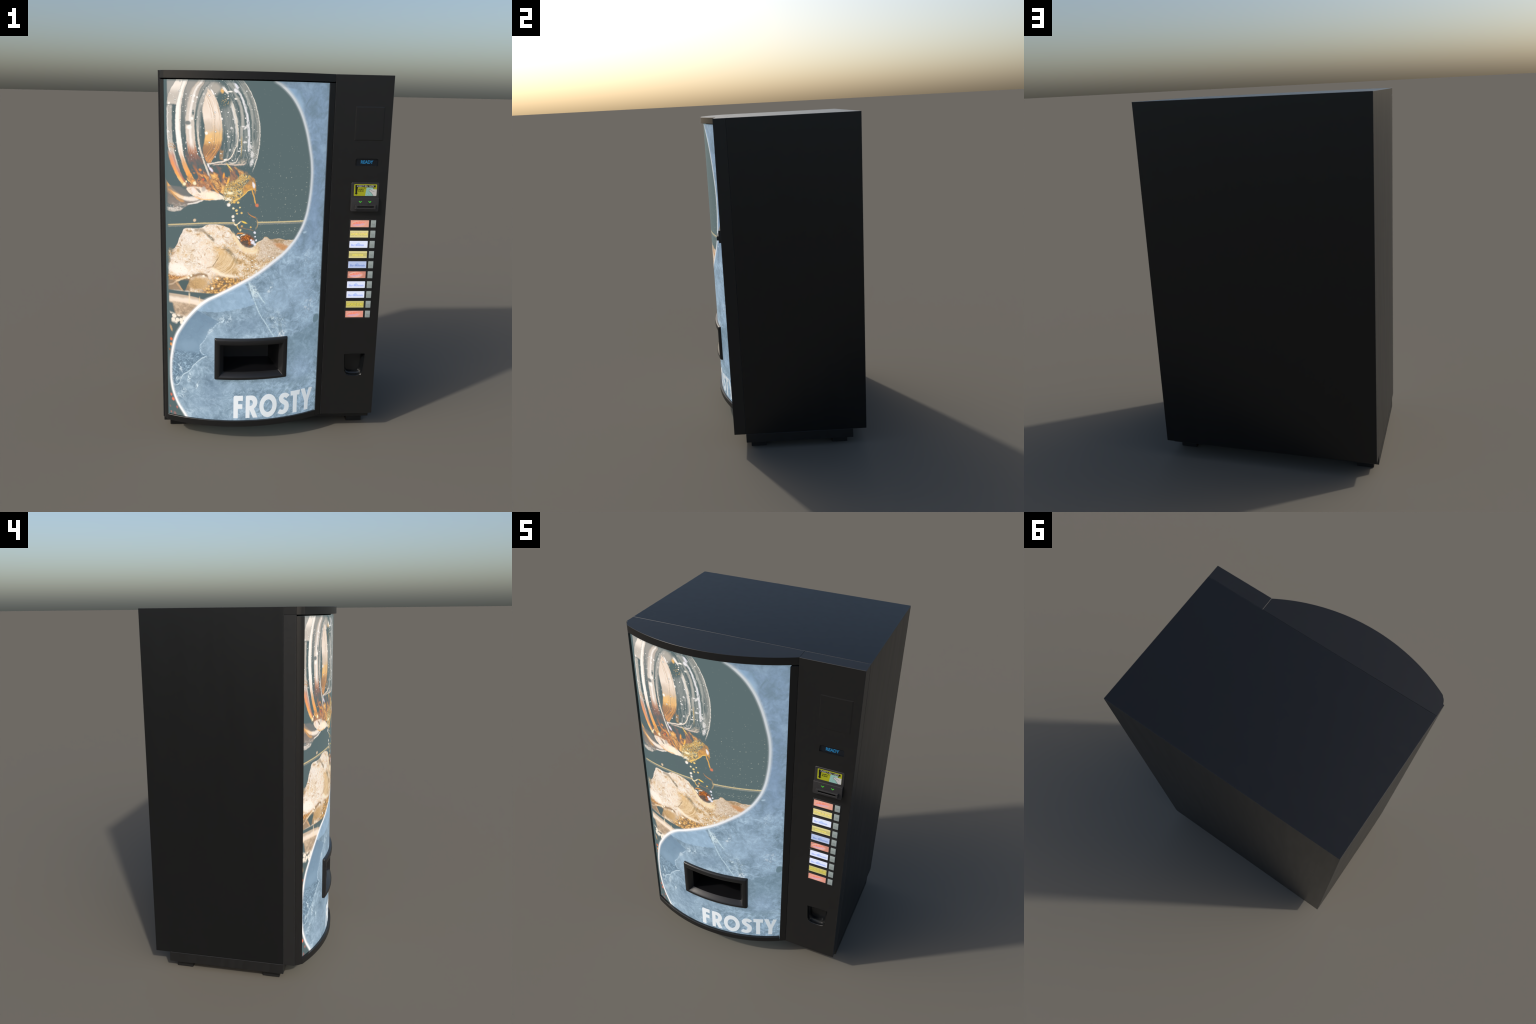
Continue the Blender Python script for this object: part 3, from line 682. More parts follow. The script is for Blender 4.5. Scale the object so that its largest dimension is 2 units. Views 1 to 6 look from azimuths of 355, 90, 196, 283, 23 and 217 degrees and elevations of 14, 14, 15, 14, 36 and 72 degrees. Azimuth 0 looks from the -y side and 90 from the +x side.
    L.over(bl * vein * step(z0, 1.15, 0.95), (186, 208, 222), 0.40)
    # facets of the block
    f1 = at_u([(-0.140, 0.762), (-0.057, 0.778), (-0.017, 0.787), (0.062, 0.811), (0.090, 0.83)])
    L.over(bl * step(z - f1, -0.002, 0.003) * step(u - at_z([(-0.02, 0.95), (0.003, 0.923), (0.048, 0.838), (0.062, 0.809), (0.068, 0.79)]), 0.003, -0.003), (158, 188, 214), 0.6)
    f2 = at_u([(-0.26, 0.772), (-0.243, 0.765), (-0.128, 0.708), (-0.110, 0.700)])
    f2r = at_z([(-0.120, 0.715), (-0.128, 0.708), (-0.159, 0.679), (-0.206, 0.605), (-0.233, 0.547), (-0.201, 0.505), (-0.19, 0.49)])
    L.over(bl * step(z - f2, 0.003, -0.003) * step(u - f2r, 0.004, -0.004) * step(z, 0.49, 0.53), ramp(tone + (z - 0.62) * 0.6, [(0.36, (132, 160, 184)), (0.5, (120, 148, 172)), (0.62, (108, 134, 158))]), 0.75)
    f3 = at_u([(-0.41, 0.420), (-0.375, 0.316), (-0.334, 0.381), (-0.299, 0.409), (-0.255, 0.466), (-0.201, 0.505), (-0.19, 0.507)])
    shard = bl * step(z - f3, -0.003, 0.003) * step(u, -0.18, -0.20) * step(z, 0.535, 0.515)
    L.over(shard, ramp(swirl, [(0.38, (96, 120, 138)), (0.52, (118, 144, 166)), (0.66, (166, 194, 214))]), 0.85)
    L.over(bl * step((z - f3).abs(), 0.006, 0.001) * uwin(-0.375, -0.20, 0.01), (206, 226, 238), 0.7)
    L.over(bl * step((u - f2r).abs(), 0.007, 0.001) * zwin(0.50, 0.71) * step(fine, 0.40, 0.55), (198, 220, 236), 0.75)
    L.over(spot(-0.098, 0.725, 0.040, 0.022, 25, 0.7) * step(swirl, 0.44, 0.60), (206, 226, 238), 0.85)
    L.over(spot(-0.175, 0.655, 0.020, 0.010, 50, 0.6) * step(swirl, 0.42, 0.56), (214, 230, 240), 0.9)
    L.over(spot(-0.170, 0.570, 0.050, 0.055, 10, 0.7), (158, 184, 206), 0.45)
    begin('blue_ice_cracks')
    sd = s_dist()
    bl = step(sd, -0.002, 0.002)
    swirl = nz['swirl']
    for cu, cz, ru, rz, rot, col, am in ((-0.140, 0.600, .060, .070, 20, (160, 186, 206), .5), (0.020, 0.690, .090, .040, 15, (126, 150, 172), .5), (-0.300, 0.560, .050, .030, 10, (150, 178, 200), .4), (-0.060, 0.330, .120, .025, 8, (154, 178, 198), .5),
                                         (-0.200, 0.230, .090, .060, 20, (148, 172, 194), .4), (-0.160, 0.330, .050, .060, 0, (118, 142, 164), .5), (0.330, 0.420, .060, .090, 0, (140, 163, 186), .5), (0.290, 0.870, .080, .120, 20, (150, 174, 196), .4),
                                         (0.180, 0.820, .050, .080, 20, (156, 182, 204), .45), (0.385, 1.350, .030, .200, 0, (128, 152, 180), .4), (0.340, 0.330, .070, .030, 15, (108, 131, 144), .5), (-0.080, 0.190, .060, .030, 40, (112, 136, 154), .4)):
        L.over(bl * spot(cu, cz, ru, rz, rot, 0.85) * step(smoke, 0.30, 0.50), col, am)
    # bright crack down to the chute
    for pts, w in (([(0.024, 0.934), (0.065, 0.809), (0.094, 0.742), (0.123, 0.697), (0.168, 0.620)], 0.0025), ([(0.030, 0.930), (0.050, 0.890), (0.074, 0.870), (0.098, 0.833), (0.115, 0.813)], 0.005), ([(0.046, 0.880), (0.052, 0.850), (0.044, 0.838)], 0.004)):
        L.over(bl * stroke(pts, w, 0.003) * step(fine, 0.30, 0.5), (198, 220, 230), 0.8)
    L.over(spot(0.055, 0.882, 0.016, 0.040, 25, 0.6) * step(swirl, 0.42, 0.58), (212, 228, 232), 0.85)
    L.over(spot(0.140, 0.895, 0.012, 0.032, -15, 0.6) * step(swirl, 0.48, 0.60), (208, 220, 226), 0.85)
    L.over(spot(0.180, 0.700, 0.045, 0.075, 28, 0.7) * step(swirl, 0.50, 0.64), (196, 214, 222), 0.8)
    L.over(spot(0.205, 0.665, 0.010, 0.050, 10, 0.5), (110, 132, 146), 0.6)
    L.over(spot(0.212, 0.632, 0.022, 0.018, 30, 0.6) * step(fine, 0.46, 0.58), (224, 230, 234), 0.85)
    L.over(spot(0.376, 0.785, 0.030, 0.028, 30, 0.6) * step(swirl, 0.52, 0.62), (206, 214, 220), 0.8)
    L.over(spot(0.345, 1.050, 0.030, 0.050, -20, 0.6) * step(swirl, 0.55, 0.62), (188, 204, 214), 0.8)
    L.over(spot(0.330, 1.190, 0.010, 0.006, 0, 0.6), (176, 198, 214), 0.8)
    L.over(bl * spot(0.425, 0.695, 0.018, 0.026, -20, 0.2), (104, 128, 140))
    ld = at_u([(0.20, 0.59), (0.242, 0.606), (0.351, 0.645), (0.443, 0.674), (0.46, 0.68)])
    L.over(bl * step(z - ld, 0.006, -0.010) * step(z, 0.40, 0.55) * step(u, 0.10, 0.20), (112, 137, 152), 0.55)
    L.over(bl * spot(0.190, 1.895, 0.10, 0.060, -40, 0.5) * step(z0 - fcurve(u0, [(0.15, 1.93), (0.21, 1.926), (0.30, 1.912), (0.307, 1.905)]), 0.003, -0.003) * step(u, 0.312, 0.300), (146, 176, 202), 0.8)
    L.over(spot(0.270, 1.850, 0.020, 0.030, 40, 0.7) * bl, (166, 192, 212), 0.6)
    begin('blue_ice_glints')
    streak2 = None
    sd = s_dist()
    bl = step(sd, -0.002, 0.002)
    swirl = nz['swirl']
    # glints at the lower left rim and dark ripples at the bottom right
    for cu, cz, ru, rz, rot in ((-0.360, 0.360, .020, .012, 40), (-0.295, 0.375, .010, .028, -10), (-0.330, 0.290, .016, .012, 30), (-0.345, 0.260, .024, .010, -20), (-0.250, 0.330, .006, .022, -20), (-0.350, 0.420, .008, .020, 30)):
        L.over(spot(cu, cz, ru, rz, rot, 0.7) * step(swirl, 0.46, 0.58), (218, 236, 246), 0.9)
    rip = nz['rip']
    L.over(bl * step(z, 0.38, 0.30) * step(u, -0.05, 0.10) * step(rip, 0.50, 0.62), (112, 136, 150), 0.6)
    L.over(bl * step(z, 0.38, 0.30) * step(rip, 0.44, 0.34), (164, 188, 206), 0.6)

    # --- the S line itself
    line_col = ramp(z0 * 0.5, [(0.42, (253, 254, 255)), (0.56, (226, 230, 234)), (0.72, (206, 211, 213))])  # white turning grey towards the upper right: sun shading put into the colour
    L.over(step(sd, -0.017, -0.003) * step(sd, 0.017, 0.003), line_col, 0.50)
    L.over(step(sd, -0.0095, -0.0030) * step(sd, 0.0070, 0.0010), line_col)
    # clear margin of the sheet on the left
    L.over(step(u0, -0.4165, -0.420), (92, 112, 114), 0.8)
    finish()

    # put the sections together in the material
    m, b = new_mat('backlit_print')
    t = m.node_tree
    tc = t.nodes.new('ShaderNodeTexCoord')
    sp = t.nodes.new('ShaderNodeSeparateXYZ')
    t.links.new(tc.outputs['Object'], sp.inputs[0])
    x, y, z0 = (Sock(s) for s in sp.outputs)
    u0 = Sock.math('ARCTAN2', x - CX, CY - y) * RP
    # a slight waver so that drawn edges look photographed
    u = u0 + (noise(u0, z0, 55, 2, 0.6) - 0.5) * 0.007
    z = z0 + (noise(u0, z0, 48, 2, 0.6, 0, 5.0) - 0.5) * 0.009
    fine = noise(u0, z0, 130, 4, 0.65, 0.4)
    mid = noise(u0, z0, 38, 4, 0.6, 0.8, 2.0)
    broad = noise(u0, z0, 9, 3, 0.55, 0.4, 7.0)
    # all grain is read first ...
    tx = {}
    de = at_z(edge) - u
    tx['streak'] = noise(de, z * 0.06, 95, 3, 0.6)
    tx['streak2'] = noise(de, z * 0.10, 230, 2, 0.6, 0.0, 4.0)
    tx['sL'] = noise(u - at_z(r1l), z * 0.05, 110, 3, 0.6, 0.0, 9.0)
    tx['sg'] = noise(at_z(gr) - u, z * 0.05, 150, 2, 0.6, 0.0, 12.0)
    tx['sw'] = noise(u + z * 0.35, z * 0.55, 34, 3, 0.55, 0.9, 15.0)
    tx['rough_ice'] = noise(u0, z0 * 1.2, 62, 5, 0.68, 1.2, 21.0)
    tx['bowl'] = noise(Sock.math('SQRT', (u + 0.17).pow(2.0) + (z - 1.09).pow(2.0)), u * 0.05, 170, 2, 0.6, 0.0, 30.0)
    tx['smoke'] = noise(u0, z0, 21, 5, 0.62, 1.4, 40.0)
    tx['swirl'] = noise(u0 + (tx['smoke'] - .5) * 0.05, z0 + (mid - .5) * 0.04, 60, 4, 0.6, 1.6, 44.0)
    tx['rip'] = noise(u0 * 0.7 + z0 * 0.3, z0 - u0 * 0.55, 52, 4, 0.6, 1.0, 60.0)
    tx['dustA'], tx['dustAc'] = voronoi(u0, z0, 75)
    tx['dustB'], tx['dustBc'] = voronoi(u0, z0, 33)
    tx['sv'], tx['sc'] = voronoi(u0, z0, 170)
    tx['fd'], _ = voronoi(u, z, 62, 'DISTANCE_TO_EDGE')
    tx['bub'], tx['bc'] = voronoi(u, z, 46)
    tx['gv'], _ = voronoi(u, z * 1.3, 68)
    tx['blur'], _ = voronoi(u0, z0, 42)
    # ... and the coordinates wait for it (a shift of nothing), so that layers are evaluated in order
    wait = fine + mid + broad
    for k in GRAIN_IN:
        wait = wait + tx[k]
    wait = wait * 1e-9
    u0, z0, u, z, fine, mid, broad = (s + wait for s in (u0, z0, u, z, fine, mid, broad))
    tx = {k: v + wait for k, v in tx.items()}
    base = Layers((92, 109, 111))
    col = base.c
    for g, _ in sections:
        n = t.nodes.new('ShaderNodeGroup')
        n.node_tree = g
        t.links.new(col, n.inputs[0])
        for k, s in enumerate([u0, z0, u, z, fine, mid, broad] + [tx[n_] for n_ in GRAIN_IN]):
            t.links.new(s.s, n.inputs[k + 1])
        col = n.outputs[0]
    backlit(m, b, col, 0.94 - u0 * 0.68)
    return m


# ---------------------------------------------------------------- materials
CABINET = plain('cabinet_paint', (0.0042, 0.0047, 0.0053), 0.34, 0.45, 0.06, (26, 26, 2.5), 0.006)
RUBBED = plain('rubbed_edge_paint', (0.021, 0.022, 0.0235), 0.42, 0.5)
DOOR = plain('door_paint', (0.0100, 0.0100, 0.0102), 0.35, 0.45, 0.05, (60, 60, 60))
DOOR_SIDE = plain('door_side_paint', (0.0150, 0.0150, 0.0153), 0.36, 0.5, 0.05, (60, 60, 60))
FRAME = plain('frame_paint', (0.0100, 0.0100, 0.0103), 0.36, 0.45, 0.05, (60, 60, 60))
PLINTH = plain('plinth_paint', (0.0065, 0.0065, 0.0067), 0.5, 0.5, 0.2, (30, 30, 6))
RUBBER = plain('foot_rubber', (0.008, 0.008, 0.008), 0.6, 0.4)
PLASTIC = plain('chute_plastic', (0.013, 0.0135, 0.0145), 0.32, 0.5, 0.04, (90, 90, 90))
INNER = plain('chute_inner_plastic', (0.006, 0.006, 0.007), 0.35, 0.5)
VOID = plain('gap_shadow', (0.002, 0.002, 0.002), 0.9, 0.1)
BILLP = plain('bill_acceptor_plastic', (0.028, 0.027, 0.028), 0.5, 0.5, 0.05, (120, 120, 120))
CUP = plain('coin_cup_plastic', (0.005, 0.0058, 0.0066), 0.27, 0.5)
SCREEN = plain('display_glass', (0.006, 0.009, 0.014), 0.15, 0.5)
READY = plain('display_segments', (0.008, 0.11, 0.24), 0.4, 0.5, emit=0.6)
LETTER = backlit_plain('white_lettering', (232, 238, 242))
GREEN = plain('green_indicator', (0.05, 0.42, 0.025), 0.4, 0.5, emit=0.45)
BUTTON = plain('grey_button_plastic', (0.36, 0.42, 0.41), 0.45, 0.5, 0.04, (150, 150, 150))
BUTTON_INK = plain('button_ink', (0.27, 0.32, 0.31), 0.5, 0.5)
INK_BLACK = plain('sticker_black_ink', (0.005, 0.005, 0.005), 0.6, 0.3)
INK_WHITE = plain('sticker_white_ink', (0.55, 0.55, 0.55), 0.6, 0.3)
YELLOW = plain('sticker_yellow', (0.40, 0.42, 0.012), 0.5, 0.4, 0.03, (60, 60, 60))
TEALBILL = plain('sticker_banknote', (0.30, 0.55, 0.49), 0.5, 0.4, 0.45, (160, 160, 160))
HAND = plain('sticker_hand', (0.62, 0.62, 0.60), 0.5, 0.4)
PRINT = make_print()

# ---------------------------------------------------------------- mesh helper
root = bpy.data.objects.new('vending_machine', None)
bpy.context.scene.collection.objects.link(root)
root['label'] = 'tall black drink vending machine with bowed glowing front panel'
root['category'] = 'vending machine'


def add(name, me, mat, parent=root, smooth=None):
    ob = bpy.data.objects.new(name, me)
    bpy.context.scene.collection.objects.link(ob)
    ob.parent = parent
    if mat and not me.materials:
        me.materials.append(mat)
    if smooth is not None:
        for p in me.polygons:
            p.use_smooth = True
        me.set_sharp_from_angle(angle=math.radians(smooth))
    return ob


def to_mesh(bm, name):
    bmesh.ops.recalc_face_normals(bm, faces=bm.faces)
    me = bpy.data.meshes.new(name)
    bm.to_mesh(me)
    bm.free()
    return me


def prism_bm(pts, lo, hi, axis='z', bevel=0.0, seg=2, bevel_angle=40):
    """Extrude a plan outline; axis z: pts are (x, y); axis y: pts are (x, z)."""
    bm = bmesh.new()
    mk = (lambda p, h: (p[0], p[1], h)) if axis == 'z' else (lambda p, h: (p[0], h, p[1]))
    a = [bm.verts.new(mk(p, lo)) for p in pts]
    b = [bm.verts.new(mk(p, hi)) for p in pts]
    bm.faces.new(a)
    bm.faces.new(b)
    n = len(pts)
    for i in range(n):
        bm.faces.new((a[i], a[(i + 1) % n], b[(i + 1) % n], b[i]))
    bmesh.ops.recalc_face_normals(bm, faces=bm.faces)
    if bevel:
        es = [e for e in bm.edges if e.calc_face_angle(0) > math.radians(bevel_angle)]
        res = bmesh.ops.bevel(bm, geom=es, offset=bevel, segments=seg, profile=0.6, affect='EDGES')
        for f in res['faces']:
            f.material_index = 1
    return bm


def box(x0, x1, y0, y1):
    return [(x0, y0), (x1, y0), (x1, y1), (x0, y1)]


def round_rect(x0, x1, z0, z1, r, seg=5, corners=(1, 1, 1, 1)):
    """corners: lower left, lower right, upper right, upper left."""
    out = []
    for k, (cx, cz, a0) in enumerate(((x0 + r, z0 + r, 180), (x1 - r, z0 + r, 270), (x1 - r, z1 - r, 0), (x0 + r, z1 - r, 90))):
        if corners[k]:
            for i in range(seg + 1):
                a = math.radians(a0 + 90 * i / seg)
                out.append((cx + r * math.cos(a), cz + r * math.sin(a)))
        else:
            out.append(((x0, z0), (x1, z0), (x1, z1), (x0, z1))[k])
    return out


def prism(name, pts, lo, hi, mat, axis='z', bevel=0.0, seg=1, parent=root, smooth=20, bevel_angle=40, edge=None):
    """edge: paint of the rubbed, rounded edges, where it differs."""
    me = to_mesh(prism_bm(pts, lo, hi, axis, bevel, seg, bevel_angle), name)
    me.materials.append(mat)
    me.materials.append(edge or mat)
    return add(name, me, None, parent, smooth)


def cut(ob, cutters):
    for c in cutters:
        md = ob.modifiers.new('cut', 'BOOLEAN')
        md.operation = 'DIFFERENCE'
        md.solver = 'EXACT'
        md.object = c
    dg = bpy.context.evaluated_depsgraph_get()
    me = bpy.data.meshes.new_from_object(ob.evaluated_get(dg))
    ob.modifiers.clear()
    ob.data = me
    for c in cutters:
        bpy.data.objects.remove(c)
    for p in me.polygons:
        p.use_smooth = True
    me.set_sharp_from_angle(angle=math.radians(20))


def loft(name, loops, mat, parent=root, cap_last=True, smooth=40):
    bm = bmesh.new()
    vs = [[bm.verts.new(p) for p in L] for L in loops]
    n = len(loops[0])
    for a, b in zip(vs, vs[1:]):
        for i in range(n):
            bm.faces.new((a[i], a[(i + 1) % n], b[(i + 1) % n], b[i]))
    if cap_last:
        bm.faces.new(vs[-1])
    return add(name, to_mesh(bm, name), mat, parent, smooth)


def arc_pts(x0, x1, r, n):
    t0, t1 = math.asin((x0 - CX) / r), math.asin((x1 - CX) / r)
    return [(CX + r * math.sin(t0 + (t1 - t0) * i / n), CY - r * math.cos(t0 + (t1 - t0) * i / n)) for i in range(n + 1)]


# ---------------------------------------------------------------- cabinet and base
cabinet = prism('cabinet', box(-XB, XB, Y_SEAM, Y_BACK), Z_BOT, Z_TOP, CABINET, bevel=0.0012, edge=RUBBED)
plinth = prism('plinth', box(-XB + 0.0005, XB - 0.0005, -0.2695, 0.3885), 0.0430, Z_BOT - 0.0002, PLINTH, bevel=0.0012, edge=RUBBED)
foot_me = None
for fx in (-0.5235, 0.5235):
    for fy in (-0.195, 0.309):
        if foot_me is None:
            foot_me = to_mesh(prism_bm(box(-0.046, 0.046, -0.046, 0.046), 0.0, 0.0428, bevel=0.001), 'foot')
            foot_me.materials.append(RUBBER)
            foot_me.materials.append(RUBBER)
        f = add('foot', foot_me, RUBBER, plinth)
        f.location = (fx, fy, 0)

# ---------------------------------------------------------------- bowed door
corner = [(-0.5730, bow_y(-0.5730)), (-0.5795, -0.3600), (-0.5850, -0.3550), (-0.5893, -0.3488), (-0.5930, -0.3410), (-0.5962, -0.3318)]
front = arc_pts(X_COL - 0.0006, -0.5730, R, 40)
canopy_plan = front + corner[1:] + [(-0.6026, -0.3312), (-0.6026, Y_SEAM - 0.0002), (X_COL - 0.0006, Y_SEAM - 0.0002)]
prism('canopy', canopy_plan, 1.9625, Z_TOP - 0.0002, DOOR, bevel=0.0007)
prism('door_side', box(-0.6026, -0.5600, Y_SKIRT, Y_SEAM - 0.0002), Z_BOT, 1.9622, DOOR_SIDE, bevel=0.0014, bevel_angle=80, edge=RUBBED)
gap_plan = arc_pts(0.296, -0.575, R - 0.030, 30) + [(-0.590, -0.332), (-0.590, -0.275), (0.296, -0.275)]
prism('gap_filler', gap_plan, 1.9500, 1.9628, VOID)

stile_l = list(reversed(corner)) + [(-0.5730, bow_y(-0.5730, RP - 0.004)), (-0.5850, -0.3316)]
prism('frame_stile', stile_l, Z_BOT + 0.0004, 1.9560, FRAME, bevel=0.0010, bevel_angle=50)
stile_r = arc_pts(0.2650, X_COL - 0.0010, R, 3) + [(X_COL - 0.0010, bow_y(X_COL - 0.001, RP - 0.004)), (0.2650, bow_y(0.2650, RP - 0.004))]
prism('frame_stile', stile_r, Z_BOT + 0.0004, 1.9560, FRAME, bevel=0.0010, bevel_angle=50)


def rail():
    """Curved bottom rail with a ledge that falls towards the sheet."""
    bm = bmesh.new()
    sect = [(0.0, Z_BOT), (0.0, 0.1328), (-0.0012, 0.1342), (-0.0030, 0.1342), (-0.0130, 0.1318), (-0.0150, 0.1318), (-0.0190, 0.1290), (-0.0190, Z_BOT)]
    rows = []
    for i in range(41):
        x = -0.5728 + (0.2648 + 0.5728) * i / 40
        th = math.asin((x - CX) / R)
        rows.append([bm.verts.new((CX + (R + h) * math.sin(th), CY - (R + h) * math.cos(th), z)) for h, z in sect])
    for a, b in zip(rows, rows[1:]):
        for k in range(len(sect)):
            k2 = (k + 1) % len(sect)
            bm.faces.new((a[k], b[k], b[k2], a[k2]))
    bm.faces.new(rows[0])
    bm.faces.new(rows[-1])
    return to_mesh(bm, 'bottom_rail')


add('bottom_rail', rail(), FRAME, root, 40)

panel_plan = arc_pts(0.2970, -0.5850, RP, 72) + [(-0.5850, -0.2712), (0.2970, -0.2712)]
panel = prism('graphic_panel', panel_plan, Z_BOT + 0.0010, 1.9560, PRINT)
hole = prism('hole_cutter', box(-0.296, 0.062, -0.60, -0.10), 0.396, 0.600, VOID)
cut(panel, [hole])
cut(cabinet, [prism('hole_cutter', box(-0.296, 0.062, -0.60, -0.10), 0.396, 0.600, VOID)])

# ---------------------------------------------------------------- delivery chute


def ring(l, r, b, t, cr, yfun, seg=5, n_edge=14):
    """Rounded rectangle loop with subdivided long sides, pushed onto the surface y = yfun(x)."""
    pts = round_rect(l, r, b, t, cr, seg)
    out = []
    m = len(pts)
    for i, p in enumerate(pts):
        q = pts[(i + 1) % m]
        out.append(p)
        if i % (seg + 1) == seg:
            for k in range(1, n_edge):
                out.append((p[0] + (q[0] - p[0]) * k / n_edge, p[1] + (q[1] - p[1]) * k / n_edge))
    return [(x, yfun(x), z) for x, z in out]


def on_bow(h):
    return lambda x: bow_y(x, R + h)


l, r, b, t = -0.3165, 0.0825, 0.3785, 0.6170
chute = loft('chute_frame', [
    ring(l, r, b, t, 0.0065, on_bow(-0.0175)),
    ring(l, r, b, t, 0.0065, on_bow(-0.0075)),
    ring(l + .001, r - .001, b + .001, t - .001, 0.0065, on_bow(-0.0035)),
    ring(l + .0035, r - .0035, b + .0035, t - .0035, 0.006, on_bow(-0.0005)),
    ring(l + .0085, r - .0085, b + .0075, t - .0100, 0.005, on_bow(0.0016)),
    ring(l + .0170, r - .0170, b + .0135, t - .0200, 0.004, on_bow(0.0020)),
    ring(l + .0240, r - .0240, b + .0190, t - .0310, 0.003, on_bow(0.0010)),
    ring(-0.2885, 0.0555, 0.4000, 0.5825, 0.0025, on_bow(-0.0015)),
    ring(-0.2865, 0.0540, 0.4025, 0.5795, 0.0020, on_bow(-0.0040)),
    ring(-0.2690, 0.0375, 0.4170, 0.5760, 0.0020, on_bow(-0.0250)),
    ring(-0.2675, 0.0360, 0.4180, 0.5750, 0.0020, on_bow(-0.0270)),
], PLASTIC, cap_last=False, smooth=35)
loft('chute_bin', [
    ring(-0.2675, 0.0360, 0.4180, 0.5750, 0.0020, on_bow(-0.0270)),
    ring(-0.2700, 0.0200, 0.4220, 0.5750, 0.0020, lambda x: -0.33),
    ring(-0.2700, -0.0060, 0.4290, 0.5750, 0.0020, lambda x: -0.256),
], INNER, chute, cap_last=False, smooth=35)
prism('chute_flap', box(-0.2700, -0.0060, -0.2560, -0.2520), 0.4290, 0.5750, PLASTIC, parent=chute)

# ---------------------------------------------------------------- lettering on the sheet


def flat_shape(outline, holes=()):
    cu = bpy.data.curves.new('shape', 'CURVE')
    cu.dimensions = '2D'
    cu.fill_mode = 'BOTH'
    for lp in (outline, *holes):
        s = cu.splines.new('POLY')
        s.points.add(len(lp) - 1)
        for p, q in zip(s.points, lp):
            p.co = (q[0], q[1], 0, 1)
        s.use_cyclic_u = True
    ob = bpy.data.objects.new('shape', cu)
    bpy.context.scene.collection.objects.link(ob)
    dg = bpy.context.evaluated_depsgraph_get()
    me = bpy.data.meshes.new_from_object(ob.evaluated_get(dg))
    bpy.data.objects.remove(ob)
    return me


def ellipse(cx, cz, rx, rz, n=28, a0=0, a1=360):
    return [(cx + rx * math.cos(math.radians(a0 + (a1 - a0) * i / n)), cz + rz * math.sin(math.radians(a0 + (a1 - a0) * i / n))) for i in range(n + (a1 - a0 != 360))]


def fat_line(pts, w):
    """Outline of a poly line of constant width."""
    L, Rr = [], []
    for i, p in enumerate(pts):
        a = pts[max(i - 1, 0)]
        c = pts[min(i + 1, len(pts) - 1)]
        d = Vector((c[0] - a[0], c[1] - a[1])).normalized()
        L.append((p[0] - d.y * w, p[1] + d.x * w))
        Rr.append((p[0] + d.y * w, p[1] - d.x * w))
    return L + Rr[::-1]


def smooth_line(pts, k=5):
    """Catmull-Rom through the points."""
    out = []
    for i in range(len(pts) - 1):
        p0, p1, p2, p3 = (Vector(pts[max(min(i + d, len(pts) - 1), 0)]) for d in (-1, 0, 1, 2))
        for j in range(k):
            t = j / k
            out.append(tuple(0.5 * (2 * p1 + (p2 - p0) * t + (2 * p0 - 5 * p1 + 4 * p2 - p3) * t * t + (3 * p1 - p0 - 3 * p2 + p3) * t ** 3)))
    return out + [pts[-1]]


def bend(me, proud):
    """Wrap (arc length, z) onto the printed sheet, standing a hair proud, with thickness."""
    bm = bmesh.new()
    bm.from_mesh(me)
    for k in range(-20, 30):
        u = k * 0.018
        bmesh.ops.bisect_plane(bm, geom=bm.verts[:] + bm.edges[:] + bm.faces[:], plane_co=(u, 0, 0), plane_no=(1, 0, 0))
    ext = bmesh.ops.extrude_face_region(bm, geom=bm.faces[:])
    top = {v for v in ext['geom'] if isinstance(v, bmesh.types.BMVert)}
    for v in bm.verts:
        th = v.co.x / RP
        rr = RP + (proud if v in top else -0.0005)
        v.co = (CX + rr * math.sin(th), CY - rr * math.cos(th), v.co.y)
    bmesh.ops.recalc_face_normals(bm, faces=bm.faces)
    bm.to_mesh(me)
    bm.free()
    return me


ZL, ZH = 0.1445, 0.2800
S_spine = [(0.2640, 0.2500), (0.2560, 0.2590), (0.2440, 0.2640), (0.2320, 0.2610), (0.2250, 0.2510), (0.2250, 0.2380), (0.2330, 0.2270),
           (0.2450, 0.2190), (0.2550, 0.2080), (0.2580, 0.1940), (0.2560, 0.1780), (0.2480, 0.1660), (0.2350, 0.1610), (0.2220, 0.1630), (0.2110, 0.1690)]
glyphs = {
    'F': ((([(-0.0470, ZL), (-0.0225, ZL), (-0.0225, 0.2010), (0.0020, 0.2010), (0.0020, 0.2290), (-0.0215, 0.2290), (-0.0215, 0.2495), (0.0045, 0.2495), (0.0045, ZH), (-0.0390, ZH), (-0.0450, 0.2770), (-0.0475, 0.2700)]),), ()),
    'R': ((([(0.0205, ZL), (0.0430, ZL), (0.0430, 0.1930), (0.0620, ZL), (0.0880, ZL), (0.0670, 0.2000)] + ellipse(0.0530, 0.2385, 0.0325, 0.0415, 12, -55, 90) + [(0.0280, ZH), (0.0225, 0.2770), (0.0205, 0.2700)]),), ([(0.0430, 0.2170)] + ellipse(0.0465, 0.2350, 0.0135, 0.0180, 10, -60, 90) + [(0.0430, 0.2530)],)),
    'O': ((ellipse(0.1475, 0.2115, 0.0500, 0.0705, 36),), (ellipse(0.1468, 0.2110, 0.0258, 0.0385, 28),)),
    'S': ((fat_line(smooth_line(S_spine), 0.0135),), ()),
    'T': ((([(0.2975, ZL), (0.3225, ZL), (0.3210, 0.2520), (0.3370, 0.2510), (0.3395, ZH), (0.2800, ZH), (0.2815, 0.2530), (0.2970, 0.2525)]),), ()),
    'Y': ((([(0.3710, 0.1465), (0.3955, 0.1460), (0.3965, 0.2040), (0.4215, 0.2780), (0.3990, 0.2800), (0.3865, 0.2320), (0.3715, 0.2810), (0.3445, 0.2820), (0.3715, 0.2040)]),), ()),
}
for ch, (outs, holes) in glyphs.items():
    add('letter', bend(flat_shape(outs[0], holes), 0.0006), LETTER, panel)

